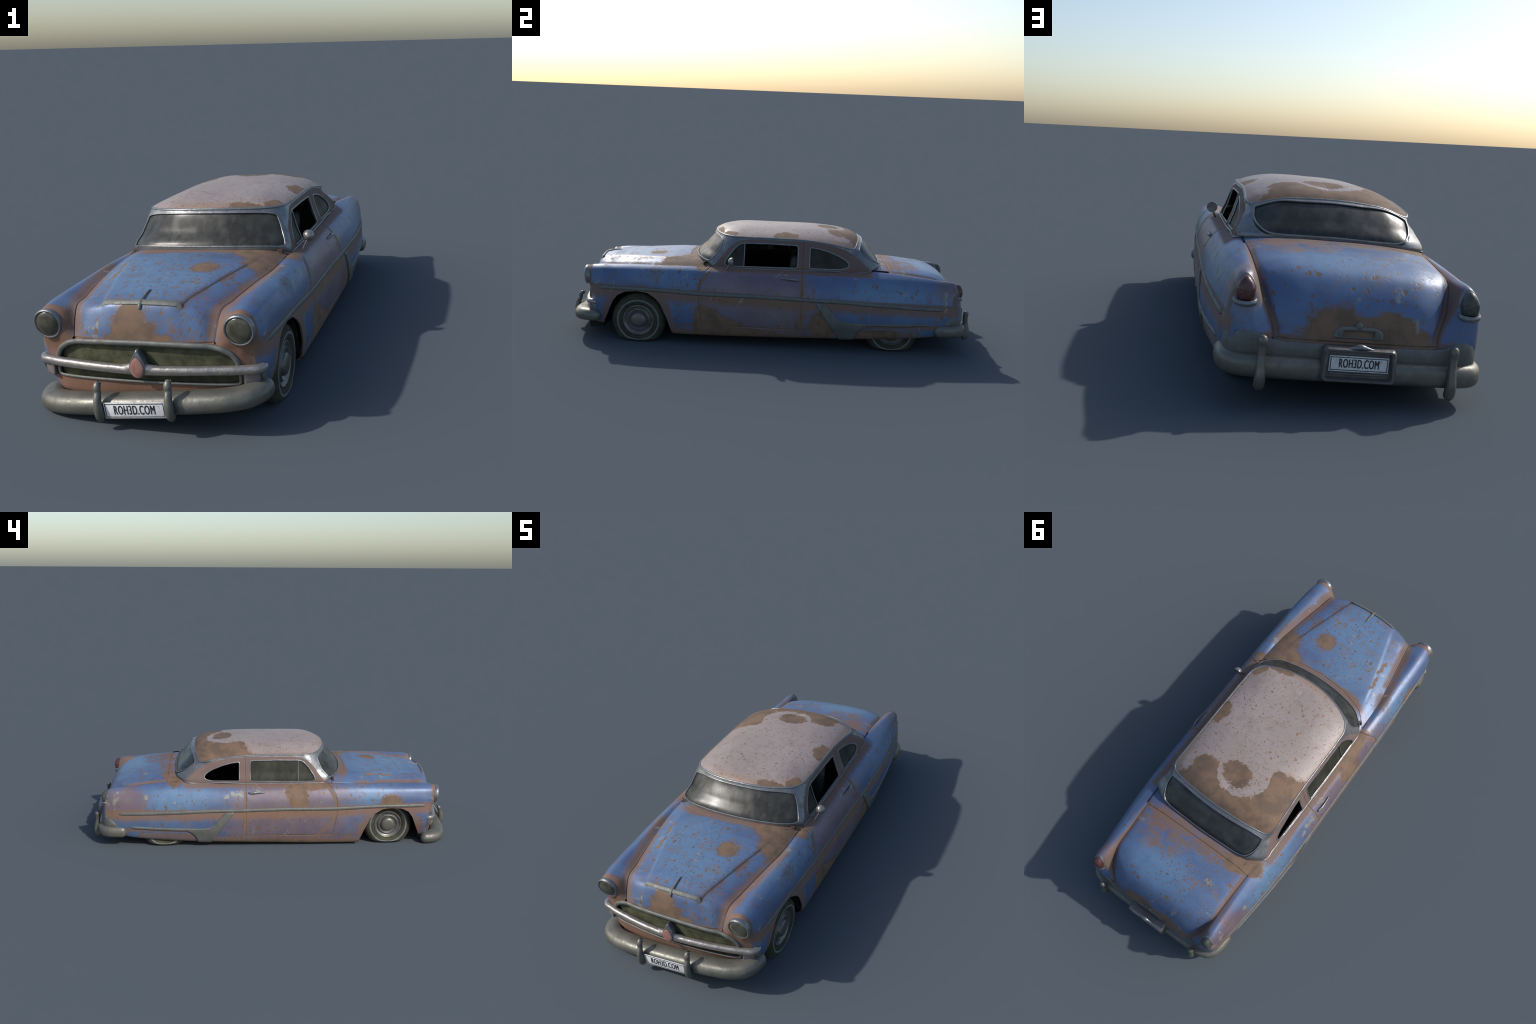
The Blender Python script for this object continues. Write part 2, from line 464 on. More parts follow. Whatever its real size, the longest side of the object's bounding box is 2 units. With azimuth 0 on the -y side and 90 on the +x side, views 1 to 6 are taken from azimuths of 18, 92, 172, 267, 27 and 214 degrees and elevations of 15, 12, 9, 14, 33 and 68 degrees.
    # large bare patches with ragged rims
    patches = g.blobs([
        ((-.030, -.880, .320), (.050, .07, .040)), ((-.022, -.890, .285), (.068, .07, .040)), ((-.005, -.895, .258), (.105, .06, .022)),
        ((.095, -.572, .39), (.044, .045, .05)),
        ((.265, -.455, .37), (.080, .080, .06)), ((.235, -.395, .38), (.105, .055, .06)), ((.29, -.33, .37), (.09, .06, .03)),
        ((-.202, -.630, .37), (.008, .045, .05)), ((-.214, -.525, .37), (.008, .045, .05)),
        ((-.39, -.628, .262), (.06, .062, .052)), ((-.39, -.628, .248), (.06, .080, .020)),
        ((-.36, -.112, .315), (.08, .062, .046)), ((-.36, -.120, .270), (.08, .050, .050)), ((-.34, -.17, .352), (.07, .13, .018)),
        ((.38, -.37, .085), (.06, .115, .080)), ((.38, -.30, .11), (.06, .085, .070)), ((.38, -.24, .06), (.06, .12, .075)), ((.37, -.08, .045), (.06, .14, .030)),
        ((.38, .275, .115), (.06, .065, .070)), ((.37, .55, .070), (.06, .10, .030)), ((-.37, .02, .042), (.06, .20, .018)),
        ((.060, .925, .215), (.080, .08, .050)), ((-.09, .925, .215), (.070, .08, .044)), ((0, .935, .195), (.15, .08, .036)), ((-.02, .935, .210), (.11, .08, .034)), ((-.172, .930, .192), (.028, .06, .024)),
        ((-.20, .585, .385), (.058, .034, .05)), ((-.285, .545, .365), (.045, .042, .04)), ((-.245, .560, .375), (.05, .032, .04)),
    ], g.warp(.046, 34, 9))
    rag = (g.noise(85, 7, .72) - .5) * .95
    patches = patches - Y.step(-.34, -.38) * X.step(.288, .312) * 3.0
    pm = (patches + rag).step(.0, .05)
    rim = (patches + rag).step(-.22, .0) * .55
    c = g.mix(rim, c, STAIN)
    c = g.mix(pm, c, rust_tone(g))
    # shadow side of the hood's crease step, painted as a dark line
    cx_ = g.math('ADD', .1230, (Y + .865) * .267)
    cr = ((X - cx_).abs().step(.0042, .0018)) * Y.step(-.872, -.862) * Y.step(-.50, -.515) * Z.step(.32, .335)
    c = g.mix(((X - cx_ - .004).abs().step(.020, .004)) * Y.step(-.875, -.86) * Y.step(-.50, -.53) * Z.step(.32, .335) * mid_n.step(.40, .6) * .8, c, STAIN)
    c = g.mix(cr * .9, c, (.062, .055, .048))
    # overall grain
    c = g.mix(fine.step(.62, .80) * .18, c, (.20, .17, .16))
    rough = g.math('ADD', .36, (pm.max(st) * .34 + fine * .12), clamp=True)
    g.bump(speck * -.5 + pm * -.4 + fine * .12 + mid_n * .12, .25, .0025)
    return g.done(c, rough, g.math('MULTIPLY', (1.0 - pm.max(st)), PAINT_METAL), .5)

def roof_paint():
    g = Graph("weathered_pale_roof_paint")
    W = g.warp(.060, 13); Wf = g.warp(.026, 34, 5)
    big = g.noise(5, 4, .6); mid_n = g.noise(16, 4, .6); fine = g.noise(110, 3, .6)
    c = g.mix(big.step(.35, .7), (.268, .220, .204), (.308, .256, .238))
    c = g.mix(g.noise(34, 3, .6).step(.5, .75) * .35, c, (.28, .245, .245))
    green = g.noise(12, 4, .62, g.stretch((1, .6, 1), (4, 8, 1))).step(.67, .73) * fine.step(.3, .55)
    c = g.mix(green * .55, c, (.27, .33, .32))
    edge = (g.AX + (g.Z * -1.0 + .50) * 1.0).step(.222, .252).max(g.Y.step(-.235, -.272) * .9).max(g.Y.step(.405, .44))
    c = g.mix(edge * (mid_n + .25).step(.35, .65) * .75, c, (.235, .150, .105))
    dirt = g.noise(9, 6, .68, g.stretch((1, 1, 1), (1.2, 6, 3))).step(.50, .72)
    c = g.mix(dirt * .55, c, (.190, .158, .140))
    c = g.mix(g.noise(30, 6, .7, g.stretch((1, 1, 1), (3, 3, 9))).step(.52, .72) * .45, c, (.175, .140, .118))
    dots = spots(g, 48, .45, .32, Wf, (9, 1, 2)).max(spots(g, 90, .5, .36, Wf, (3, 2, 6))).max(spots(g, 160, .5, .40, Wf, (5, 2, 2)))
    c = g.mix(dots * (mid_n * .9 + big * .35).step(.42, .62) * .95, c, g.mix(fine.step(.4, .6), (.170, .088, .042), (.22, .13, .075)))
    patch = g.blobs([
        ((.115, .370, .52), (.085, .085, .08)), ((.145, .345, .52), (.055, .060, .08)), ((.02, .425, .51), (.24, .055, .08)), ((-.135, .405, .52), (.105, .070, .08)),
        ((-.190, .275, .51), (.085, .130, .09)), ((-.160, .215, .53), (.050, .055, .08)), ((-.205, .39, .50), (.09, .10, .09)), ((-.16, .34, .52), (.05, .06, .08)),
        ((.010, .292, .54), (.068, .062, .08)), ((-.245, .21, .50), (.045, .085, .05)),
        ((.248, .080, .51), (.046, .064, .06)), ((.165, -.258, .515), (.085, .030, .05)), ((.235, -.205, .51), (.04, .05, .03)),
    ], g.warp(.046, 34, 9))
    rag = (g.noise(85, 7, .72) - .5) * .85
    Wr = g.warp(.040, 30, 9)
    pale = g.blobs([((-.015, .285, .54), (.108, .086, .10)), ((-.10, .26, .54), (.035, .07, .1))], Wr) + rag * .4
    island = g.blob((.002, .286, .54), (.070, .056, .10), Wr) + rag * .5
    patch = (patch.min(pale * -3.0)).max(island)
    pm = (patch + rag * .8).step(0, .05)
    rim = (patch + rag).step(-.12, 0) * .5
    c = g.mix(rim, c, (.24, .155, .10))
    c = g.mix(pm, c, rust_tone(g))
    rough = g.math('ADD', .42, pm * .3 + fine * .12, clamp=True)
    g.bump(dots * -.4 + pm * -.4 + fine * .15, .22, .002)
    return g.done(c, rough, 0., .5)

def worn_chrome(name, a, b, dirt, metal, rough, dirtamount=.6, coord=1.0, dent=.30):
    g = Graph(name)
    n = g.noise(16 * coord, 5, .62); f = g.noise(75 * coord, 3, .6); s = g.noise(1, 3, .6, g.stretch((60, 60, 8)))
    c = g.mix(n.step(.35, .68), a, b)
    d = (n * .6 + s * .3 + f * .3).step(.55, .82)
    c = g.mix(d * dirtamount, c, dirt)
    pit = spots(g, 90, .20, .33, None, (2, 4, 4))
    c = g.mix(pit * .45, c, (.09, .07, .055))
    g.bump(f * .30 + g.noise(34 * coord, 3, .6) * 1.2 + n * .5, dent, .004)
    return g.done(c, g.math('ADD', rough, d * .25 + f * .10, clamp=True), metal, .5)

def plain(name, col, rough=.7, vary=.25, scale=30, metal=0., spec=.4):
    g = Graph(name)
    n = g.noise(scale, 4, .6)
    c = g.mix(n.step(.3, .7), tuple(v * (1 - vary) for v in col), tuple(v * (1 + vary) for v in col))
    g.bump(n, .15, .002)
    return g.done(c, rough, metal, spec)

def dirty_glass(name, tint, clear, lowgrime, spec=.5, rough0=.16):
    g = Graph(name)
    n = g.noise(10, 5, .65); s = g.noise(1, 4, .6, g.stretch((26, 26, 5))); f = g.noise(140, 2, .6)
    c = g.mix(n.step(.35, .66), tuple(v * .72 for v in tint), tint)
    c = g.mix(s.step(.48, .72) * .40, c, tuple(v * 1.45 for v in tint))
    c = g.mix(f.step(.58, .75) * .35, c, tuple(v * .5 for v in tint))
    tr = g.node('ShaderNodeBsdfTransparent'); tr.inputs[0].default_value = (.80, .82, .80, 1)
    mx = g.node('ShaderNodeMixShader')
    g.put(mx.inputs[0], g.math('SUBTRACT', 1.0, (s.step(.62, .34) * .6 + n.step(.6, .36) * .4) * clear))
    g.t.links.new(tr.outputs[0], mx.inputs[1]); g.t.links.new(g.bsdf.outputs[0], mx.inputs[2])
    g.t.links.new(mx.outputs[0], g.out.inputs['Surface'])
    g.bump(f * .3 + s * .6, .12, .002)
    return g.done(c, g.math('ADD', rough0, s * .22 + f * .12), 0., spec)

def plate_face():
    g = Graph("speckled_white_plate")
    f = g.noise(420, 4, .7); n = g.noise(60, 4, .6)
    c = g.mix((f * .75 + n * .4).step(.62, .70), (.68, .68, .68), (.20, .20, .20))
    return g.done(c, .45, 0., .4)

def tyre_rubber():
    g = Graph("mossy_dry_rubber")
    n = g.noise(14, 4, .6); f = g.noise(60, 3, .6)
    c = g.mix(n.step(.35, .65), (.034, .034, .022), (.056, .055, .036))
    c = g.mix(f.step(.5, .7) * .4, c, (.070, .067, .047))
    g.bump(f, .2, .002)
    return g.done(c, .85, 0., .3)

def hub_metal():
    g = Graph("tarnished_hub_metal")
    n = g.noise(30, 4, .6); f = g.noise(120, 3, .6)
    r = g.math('SQRT', g.Y * g.Y + g.Z * g.Z)
    c = g.mix(n.step(.35, .65), (.135, .132, .126), (.200, .196, .186))
    c = g.mix(r.step(.042, .036) * .6, c, (.140, .140, .115))
    c = g.mix((n * .6 + f * .5).step(.58, .75) * .5, c, (.12, .10, .085))
    g.bump(f, .12, .0015)
    return g.done(c, g.math('ADD', .32, f * .2), .55, .5)

def ribbed_lens(name, a, b, rough=.22):
    g = Graph(name)
    n = g.noise(60, 4, .6); w = g.noise(1, 2, .5, g.stretch((90, 90, 420)))
    c = g.mix(n.step(.35, .7), a, b); c = g.mix(w.step(.55, .7) * .4, c, tuple(v * 1.6 for v in a))
    g.bump(w, .3, .0015)
    return g.done(c, rough, 0., .6)

def red_jewel():
    g = Graph("faded_red_enamel")
    n = g.noise(45, 4, .6)
    c = g.mix(n.step(.35, .7), (.27, .125, .100), (.33, .195, .165)); c = g.mix(g.noise(120, 3).step(.6, .7) * .6, c, (.22, .09, .04))
    return g.done(c, .35, 0., .5)

PAINT = body_paint()
ROOF = roof_paint()
CHROME = worn_chrome("dulled_chrome", (.170, .180, .190), (.240, .250, .256), (.120, .110, .100), .60, .30, .7, 1.0, .40)
CHROME_BRIGHT = worn_chrome("pitted_bright_chrome", (.270, .252, .240), (.350, .335, .320), (.165, .140, .118), .62, .25, .75, .75, .55)
CHROME_DULL = worn_chrome("greasy_chrome", (.11, .105, .105), (.17, .165, .16), (.075, .068, .064), .5, .33)
BUMPERMAT = worn_chrome("oxidised_bumper_metal", (.120, .119, .100), (.172, .170, .148), (.098, .088, .066), .42, .36, .7, .7)
OLDTRIM = worn_chrome("oxidised_trim", (.115, .122, .114), (.160, .164, .152), (.105, .094, .078), .32, .50, .7)
GLASS = dirty_glass("grimy_glass", (.045, .045, .038), .42, 1)
SIDEGLASS = dirty_glass("mossy_side_glass", (.038, .039, .029), .30, 1, .22, .34)
GLASS_DARK = dirty_glass("sooty_glass", (.036, .039, .037), .35, 1)
UNDERSIDE = plain("underside_black", (.018, .016, .014), .9, .4)
TRIM_INSIDE = plain("dark_maroon_lining", (.045, .018, .013), .85, .35)
SEATMAT = plain("cracked_seat_leather", (.055, .030, .024), .7, .35)
SEATBACK = plain("greenish_seat_vinyl", (.060, .064, .054), .6, .3)
DASHMAT = plain("faded_dash_paint", (.150, .085, .075), .6, .25)
RUBBER = plain("black_bakelite", (.03, .03, .028), .5, .3)
GRILLEMAT = plain("mossy_grille_mesh", (.050, .052, .026), .8, .45, 26)
LENS = plain("dusty_lamp_glass", (.062, .060, .044), .28, .40, 34, 0., .6)
PARKLENS = plain("dusty_parking_lens", (.150, .128, .125), .45, .2, 60)
JEWEL = red_jewel()
REDLENS = ribbed_lens("dark_red_lens", (.095, .030, .028), (.060, .019, .018), .3)
SOOTLENS = ribbed_lens("sooty_lens", (.060, .064, .050), (.035, .038, .032), .4)
PLATE = plate_face()
INK = plain("plate_ink", (.022, .022, .024), .5, .1)
TYRE = tyre_rubber()
WHITEWALL = plain("grey_whitewall", (.150, .158, .155), .7, .18, 50)
HUBCAP = hub_metal()


# ----------------------------------------------------------------------------------
# lower body: a closed tube of cross-sections, half of each given from the top centre
# over hood, seam, fender crest, flank and sill to the bottom centre
# ----------------------------------------------------------------------------------
net = []
def section(y, pts):
    net.append([(x, y, z) for x, z in pts])
def ring(pts):
    net.append([tuple(p) for p in pts])

# nose, from the middle of the grille outwards
XC = (0, .10, .17, .205, .228, .25, .262, .268, .262, .25, .228, .205, .17, .10, 0)
ring([(x, -.906 + .36 * x * x, .165) for x in XC])
ring([(0, -.899, .222), (.07, -.898, .222), (.13, -.895, .221), (.185, -.890, .219), (.225, -.884, .217),
      (.25, -.880, .223), (.272, -.876, .227), (.285, -.873, .222), (.292, -.871, .212), (.294, -.870, .195),
      (.29, -.872, .165), (.28, -.876, .135), (.25, -.882, .108), (.19, -.890, .102), (0, -.902, .102)])
ring([(0, -.896, .258), (.07, -.895, .258), (.13, -.892, .256), (.185, -.886, .253), (.227, -.877, .246),
      (.260, -.882, .262), (.296, -.882, .274), (.314, -.879, .270), (.325, -.873, .252), (.326, -.862, .215),
      (.322, -.858, .165), (.314, -.860, .122), (.282, -.872, .080), (.22, -.880, .070), (0, -.894, .068)])
ring([(0, -.887, .310), (.07, -.886, .307), (.13, -.882, .300), (.185, -.875, .287), (.229, -.867, .270),
      (.258, -.878, .302), (.302, -.880, .325), (.331, -.878, .314), (.344, -.872, .280), (.344, -.858, .225),
      (.341, -.850, .165), (.333, -.850, .112), (.305, -.856, .068), (.25, -.862, .060), (0, -.878, .058)])
ring([(0, -.869, .353), (.07, -.868, .350), (.125, -.864, .343), (.185, -.857, .326), (.232, -.850, .302),
      (.260, -.862, .326), (.303, -.870, .341), (.336, -.867, .327), (.354, -.861, .285), (.358, -.846, .228),
      (.354, -.838, .165), (.346, -.838, .112), (.322, -.842, .064), (.27, -.848, .060), (0, -.86, .060)])
section(-.83, [(0, .366), (.07, .364), (.132, .356), (.192, .342), (.236, .325), (.263, .336), (.304, .347),
               (.340, .333), (.362, .29), (.369, .23), (.366, .16), (.356, .11), (.334, .063), (.28, .056), (0, .056)])
section(-.75, [(0, .373), (.08, .371), (.154, .364), (.209, .349), (.248, .334), (.272, .342), (.307, .351),
               (.343, .338), (.367, .30), (.376, .24), (.374, .16), (.364, .11), (.341, .060), (.28, .053), (0, .053)])
section(-.60, [(0, .382), (.095, .380), (.194, .373), (.238, .359), (.272, .345), (.289, .350), (.312, .355),
               (.346, .341), (.372, .30), (.381, .24), (.380, .16), (.370, .10), (.349, .043), (.28, .042), (0, .042)])
section(-.45, [(0, .390), (.11, .388), (.225, .379), (.264, .365), (.293, .350), (.303, .354), (.318, .357),
               (.349, .343), (.375, .30), (.385, .24), (.384, .15), (.374, .085), (.351, .030), (.28, .034), (0, .034)])
section(-.30, [(0, .394), (.12, .391), (.235, .381), (.272, .369), (.298, .357), (.307, .357), (.321, .355),
               (.350, .341), (.376, .30), (.387, .24), (.385, .15), (.375, .085), (.352, .029), (.28, .034), (0, .034)])
section(.00, [(0, .394), (.12, .391), (.235, .381), (.275, .369), (.299, .358), (.307, .356), (.320, .352),
              (.348, .337), (.376, .295), (.388, .24), (.386, .15), (.376, .085), (.352, .034), (.28, .040), (0, .040)])
section(.30, [(0, .392), (.12, .390), (.23, .381), (.270, .371), (.294, .361), (.302, .359), (.316, .355),
              (.344, .338), (.374, .295), (.388, .235), (.387, .15), (.377, .09), (.354, .042), (.28, .048), (0, .048)])
section(.50, [(0, .390), (.12, .388), (.22, .381), (.262, .374), (.285, .369), (.294, .367), (.309, .360),
              (.338, .340), (.366, .295), (.381, .235), (.383, .15), (.375, .095), (.354, .050), (.28, .054), (0, .054)])
section(.62, [(0, .386), (.12, .384), (.215, .377), (.258, .369), (.278, .362), (.288, .362), (.304, .357),
              (.332, .338), (.357, .293), (.372, .235), (.375, .15), (.368, .10), (.349, .056), (.28, .060), (0, .060)])
section(.72, [(0, .377), (.12, .375), (.21, .369), (.255, .360), (.274, .350), (.284, .352), (.301, .351),
              (.326, .333), (.349, .29), (.363, .235), (.367, .16), (.360, .105), (.343, .062), (.28, .066), (0, .066)])
section(.81, [(0, .364), (.115, .363), (.20, .357), (.250, .345), (.271, .335), (.281, .340), (.301, .343),
              (.322, .327), (.342, .285), (.354, .235), (.359, .165), (.352, .115), (.334, .071), (.27, .073), (0, .073)])
ring([(0, .885, .326), (.115, .884, .325), (.197, .879, .318), (.240, .869, .307), (.260, .857, .300),
      (.274, .884, .322), (.302, .903, .331), (.321, .904, .318), (.335, .903, .283), (.341, .900, .235),
      (.342, .896, .170), (.336, .888, .120), (.316, .870, .080), (.26, .862, .080), (0, .862, .080)])
ring([(0, .920, .278), (.11, .919, .278), (.187, .914, .273), (.227, .902, .265), (.247, .890, .258),
      (.270, .910, .292), (.300, .920, .306), (.318, .921, .295), (.329, .922, .270), (.334, .923, .230),
      (.334, .922, .170), (.327, .916, .120), (.304, .904, .086), (.25, .90, .086), (0, .90, .086)])
ring([(0, .939, .230), (.11, .938, .230), (.18, .933, .228), (.212, .925, .226), (.231, .914, .224),
      (.262, .922, .254), (.293, .929, .268), (.307, .931, .262), (.315, .933, .246), (.319, .935, .218),
      (.317, .937, .170), (.308, .935, .125), (.282, .930, .097), (.22, .930, .097), (0, .930, .097)])
ring([(0, .948, .192), (.11, .947, .192), (.17, .943, .190), (.20, .936, .188), (.221, .929, .186),
      (.25, .936, .200), (.275, .941, .212), (.285, .941, .209), (.290, .942, .202), (.292, .944, .190),
      (.288, .946, .165), (.274, .946, .140), (.245, .946, .120), (.18, .947, .12), (0, .950, .12)])
ring([(x, .953 - .06 * x * x, .160) for x in XC])

NET = np.array(net)
NET[:, 7:10, 0] *= np.interp(NET[:, 7:10, 0], [.30, .36], [1.0, .986]) + np.interp(NET[:, 7:10, 1], [.2, .6], [0, .008])
NET[:, 10:13, 0] += np.interp(NET[:, 10:13, 1], [-.80, -.5, .1, .8], [-.003, .003, .003, 0]) * np.array([.3, 1.0, 1.8])
NET = NET                       # stations x columns x 3
ki = np.concatenate([[0], np.cumsum(np.linalg.norm(np.diff(NET[:, :13], axis=0), axis=2).mean(1))])
kj = np.concatenate([[0], np.cumsum(np.linalg.norm(np.diff(NET[3:-3], axis=1), axis=2).mean(0))])
STEP = 0.0065

def sample_knots(k, step, extra=()):
    q = [k[0]]
    for a, b in zip(k[:-1], k[1:]):
        m = max(2, int(math.ceil((b - a) / step)))
        q += list(a + (b - a) * (np.arange(m) + 1) / m)
    q = sorted(set(np.round(q, 7)) | set(np.round(extra, 7)))
    return np.array(q)

def knot_index(k, q):
    return np.interp(q, k, np.arange(len(k)))

SEAM = 4
qi = sample_knots(ki, STEP)
qj = sample_knots(kj, STEP, extra=[kj[SEAM] - .0022, kj[SEAM] + .0022])
floorcut = kj[12]
qj = np.array([q for q in qj if q <= floorcut] + list(np.linspace(floorcut, kj[14], 14)[1:]))

tmp = np.stack([hermite(ki, NET[:, j], qi) for j in range(NET.shape[1])], 1)      # qi x cols x 3
grid = np.stack([hermite(kj, tmp[i], qj) for i in range(len(qi))], 0)            # qi x qj x 3
grid[:, 0, 0] = 0; grid[:, -1, 0] = 0
U = knot_index(kj, qj); T = knot_index(ki, qi)

# the hood's raised centre panel: a soft step along a line running back from the chrome bow
cx = line([-.90, -.865, -.498, -.38, -.30], [.118, .123, .221, .245, .26], grid[:, :, 1])
front = (grid[:, :, 1] < -.38) & (U[None, :] < SEAM)
step = np.clip((cx - grid[:, :, 0]) / .005, 0, 1) * np.clip((-.40 - grid[:, :, 1]) / .08, 0, 1) * np.clip((grid[:, :, 2] - .335) / .012, 0, 1)
grid[:, :, 2] += np.where(front, .0030 * step, 0)

ni, nj = grid.shape[:2]
ringlen = 2 * nj - 2
full = np.concatenate([grid, grid[:, -2:0:-1] * np.array([-1, 1, 1])], 1)         # ni x ringlen
Uf = np.concatenate([U, U[-2:0:-1]])
PV = np.stack([np.broadcast_to(Uf[None], (ni, ringlen)), np.broadcast_to(T[:, None], (ni, ringlen))], 2)
ii, jj = np.meshgrid(np.arange(ni - 1), np.arange(ringlen), indexing='ij')
a = ii * ringlen + jj; b = ii * ringlen + (jj + 1) % ringlen; c = b + ringlen; d = a + ringlen
# diagonal follows the mirror image so that both flanks are alike
left = jj >= nj - 1
tri1 = np.where(left[..., None], np.stack([a, d, b], -1), np.stack([a, d, c], -1)).reshape(-1, 3)
tri2 = np.where(left[..., None], np.stack([d, c, b], -1), np.stack([a, c, b], -1)).reshape(-1, 3)
body = Shell(full.reshape(-1, 3), PV.reshape(-1, 2), np.vstack([tri1, tri2]))
vol = np.einsum('ij,ij->', body.V[body.F[:, 0]], np.cross(body.V[body.F[:, 1]], body.V[body.F[:, 2]]))
if vol < 0:
    body.F = body.F[:, ::-1]

BIG = 1.0
ARCH = [(-.797, -.03), (-.794, .068), (-.772, .117), (-.746, .180), (-.724, .210), (-.686, .229), (-.63, .2335),
        (-.578, .228), (-.538, .204), (-.511, .175), (-.480, .106), (-.455, .033), (-.445, -.03)]
DOOR = [(-.255, .40), (-.280, .362), (-.302, .338), (-.320, .312), (-.330, .268), (-.330, .22), (-.322, .165),
        (-.308, .083), (.166, .083), (.166, .40)]
GRILLE = [(0, .247), (.12, .245), (.20, .241), (.245, .233), (.275, .215), (.290, .193), (.295, .165), (.295, .124),
          (.20, .126), (.10, .129), (0, .130), (-.10, .129), (-.20, .126), (-.295, .124), (-.295, .165), (-.290, .193),
          (-.275, .215), (-.245, .233), (-.20, .241), (-.12, .245)]
SKIRT = [(.428, .0), (.430, .058), (.443, .083), (.462, .100), (.485, .108), (.586, .106), (.690, .104), (.722, .096),
         (.753, .070), (.765, .0)]
# greenhouse outline on the body (half, front centre to rear centre)
FOOT = np.array([(0, -.378), (.13, -.368), (.235, -.337), (.288, -.290), (.298, -.272), (.302, -.20), (.303, -.05),
                 (.302, .165), (.301, .36), (.300, .43), (.296, .492), (.256, .526), (.20, .541), (.10, .547), (0, .550)])

def xy(s): return s.V[:, :2]
def yz(s): return s.V[:, 1:]
def ax(s): return np.abs(s.V[:, 0])
def u_of(s): return s.P[:, 0]

FULLFOOT = np.vstack([FOOT, FOOT[-2:0:-1] * [-1, 1]])
g_cabin = lambda s: np.where((u_of(s) < 6.0) & (s.V[:, 2] > .33), sd_poly(xy(s), FULLFOOT * [.985, .985]), BIG)
g_arch = lambda s: np.where(ax(s) > .215, sd_poly(yz(s), ARCH), BIG)
g_grille = lambda s: np.where(s.V[:, 1] < -.855, sd_poly(s.V[:, [0, 2]], GRILLE), BIG)
g_noselip = lambda s: np.where((s.V[:, 1] < -.80) & (u_of(s) < SEAM + 1e-6), s.V[:, 2] - .2495, BIG)
HOODREAR = lambda x: line([0, .13, .235, .288, .33], [-.408, -.397, -.364, -.315, -.27], np.abs(x))
g_hoodrear = lambda s: np.where((s.V[:, 1] < 0) & (u_of(s) < SEAM + 1e-6), s.V[:, 1] - HOODREAR(s.V[:, 0]), BIG)
DECKFRONT = lambda x: line([0, .10, .20, .26, .30], [.588, .588, .588, .590, .594], np.abs(x))
g_deck = lambda s: np.where((s.V[:, 1] > .2) & (u_of(s) < SEAM + 1e-6), s.V[:, 1] - DECKFRONT(s.V[:, 0]), BIG)
g_lidlow = lambda s: np.where((s.V[:, 1] > .86) & (u_of(s) < SEAM + 1e-6), s.V[:, 2] - .176, BIG)
g_door = lambda s: np.where((u_of(s) > 4.6) & (u_of(s) < 12.6), sd_poly(yz(s), DOOR), BIG)
g_skirt = lambda s: np.where((u_of(s) > 8) & (u_of(s) < 12.4) & (s.V[:, 1] > .3), sd_poly(yz(s), SKIRT), BIG)
g_wing = lambda s: np.where((u_of(s) > 7) & (u_of(s) < 12.4) & (s.V[:, 1] < -.78), s.V[:, 2] - .148, BIG)

body.cut(g_arch); body.drop(body.centre(g_arch(body)) < 0)
body.cut(g_grille); body.drop(body.centre(g_grille(body)) < 0)
body.cut(g_cabin); body.drop(body.centre(g_cabin(body)) < 0)

# panel gaps: cut along each seam and on both sides of it, then press the seam in
SOLID = BVHTree.FromPolygons([tuple(v) for v in body.V], [tuple(int(i) for i in f) for f in body.F])
gaps = [(g_door, .0016, .0030), (g_hoodrear, .0016, .0022), (g_noselip, .0014, .002), (g_deck, .0018, .0030),
        (g_lidlow, .0018, .0035), (g_skirt, .0018, .0026), (g_wing, .0012, .0012)]
for g, w, dep in gaps:
    body.cut(g); body.cut(lambda s: g(s) - w, 1e-4); body.cut(lambda s: g(s) + w, 1e-4)
Nn = body.normals()
press = np.zeros(len(body.V))
for g, w, dep in gaps:
    press = np.maximum(press, np.where(np.abs(g(body)) < w * .5, dep, 0))
seamz = (np.abs(u_of(body) - SEAM) < .004) & ((body.V[:, 1] < HOODREAR(body.V[:, 0])) | (body.V[:, 1] > .588)) \
        & ~((body.V[:, 1] < -.8) & (body.V[:, 2] < .249)) & ~((body.V[:, 1] > .86) & (body.V[:, 2] < .176))
press = np.maximum(press, np.where(seamz, .0045, 0))
# old sheet metal is never quite flat: a few shallow dents and waves
def waves(p, seed, n=26, lo=6., hi=24.):
    r = np.random.default_rng(seed); o = np.zeros(len(p))
    for _ in range(n):
        k = r.normal(size=3); k *= r.uniform(lo, hi) / np.linalg.norm(k)
        o += np.sin(p @ k + r.uniform(0, 6.28)) / n ** .5
    return o
press = press + .0006 * waves(body.V, 3)
body.V = body.V - Nn * press[:, None]
# the skin behind the rear valance is never seen: leave it out
bc = body.V[body.F].mean(1)
VTOP = line([0, .20, .236, .262, .292, .330], [.166, .167, .170, .180, .188, .186], np.abs(bc[:, 0]))
body.drop((bc[:, 1] > .915) & (bc[:, 2] > .127) & (bc[:, 2] < VTOP) & (np.abs(bc[:, 0]) < .322))
N = body.normals(); B = body.border()

cen = body.V[body.F].mean(1); uc = u_of(body)[body.F].mean(1)
fc = lambda g: g(body)[body.F].mean(1)
inner = uc < SEAM
in_door = (uc > 4.6) & (uc < 12.6) & (fc(g_door) < 0)
hood = inner & (cen[:, 1] < -.2) & (fc(g_hoodrear) < 0) & ~((cen[:, 1] < -.8) & (cen[:, 2] < .2495))
cowl = inner & (cen[:, 1] < -.2) & (fc(g_hoodrear) > 0) & (cen[:, 1] > -.5)
lid = inner & (cen[:, 1] > .2) & (fc(g_deck) > 0) & ~((cen[:, 1] > .86) & (cen[:, 2] < .176))
deck = inner & (cen[:, 1] > .2) & (fc(g_deck) < 0)
under = (uc > 12.05) & (np.abs(cen[:, 1]) < .84)
skirt = (uc > 8) & (uc < 12.05) & (cen[:, 1] > .3) & (fc(g_skirt) < 0)
taken = in_door | hood | cowl | lid | deck | under | skirt
rest = ~taken
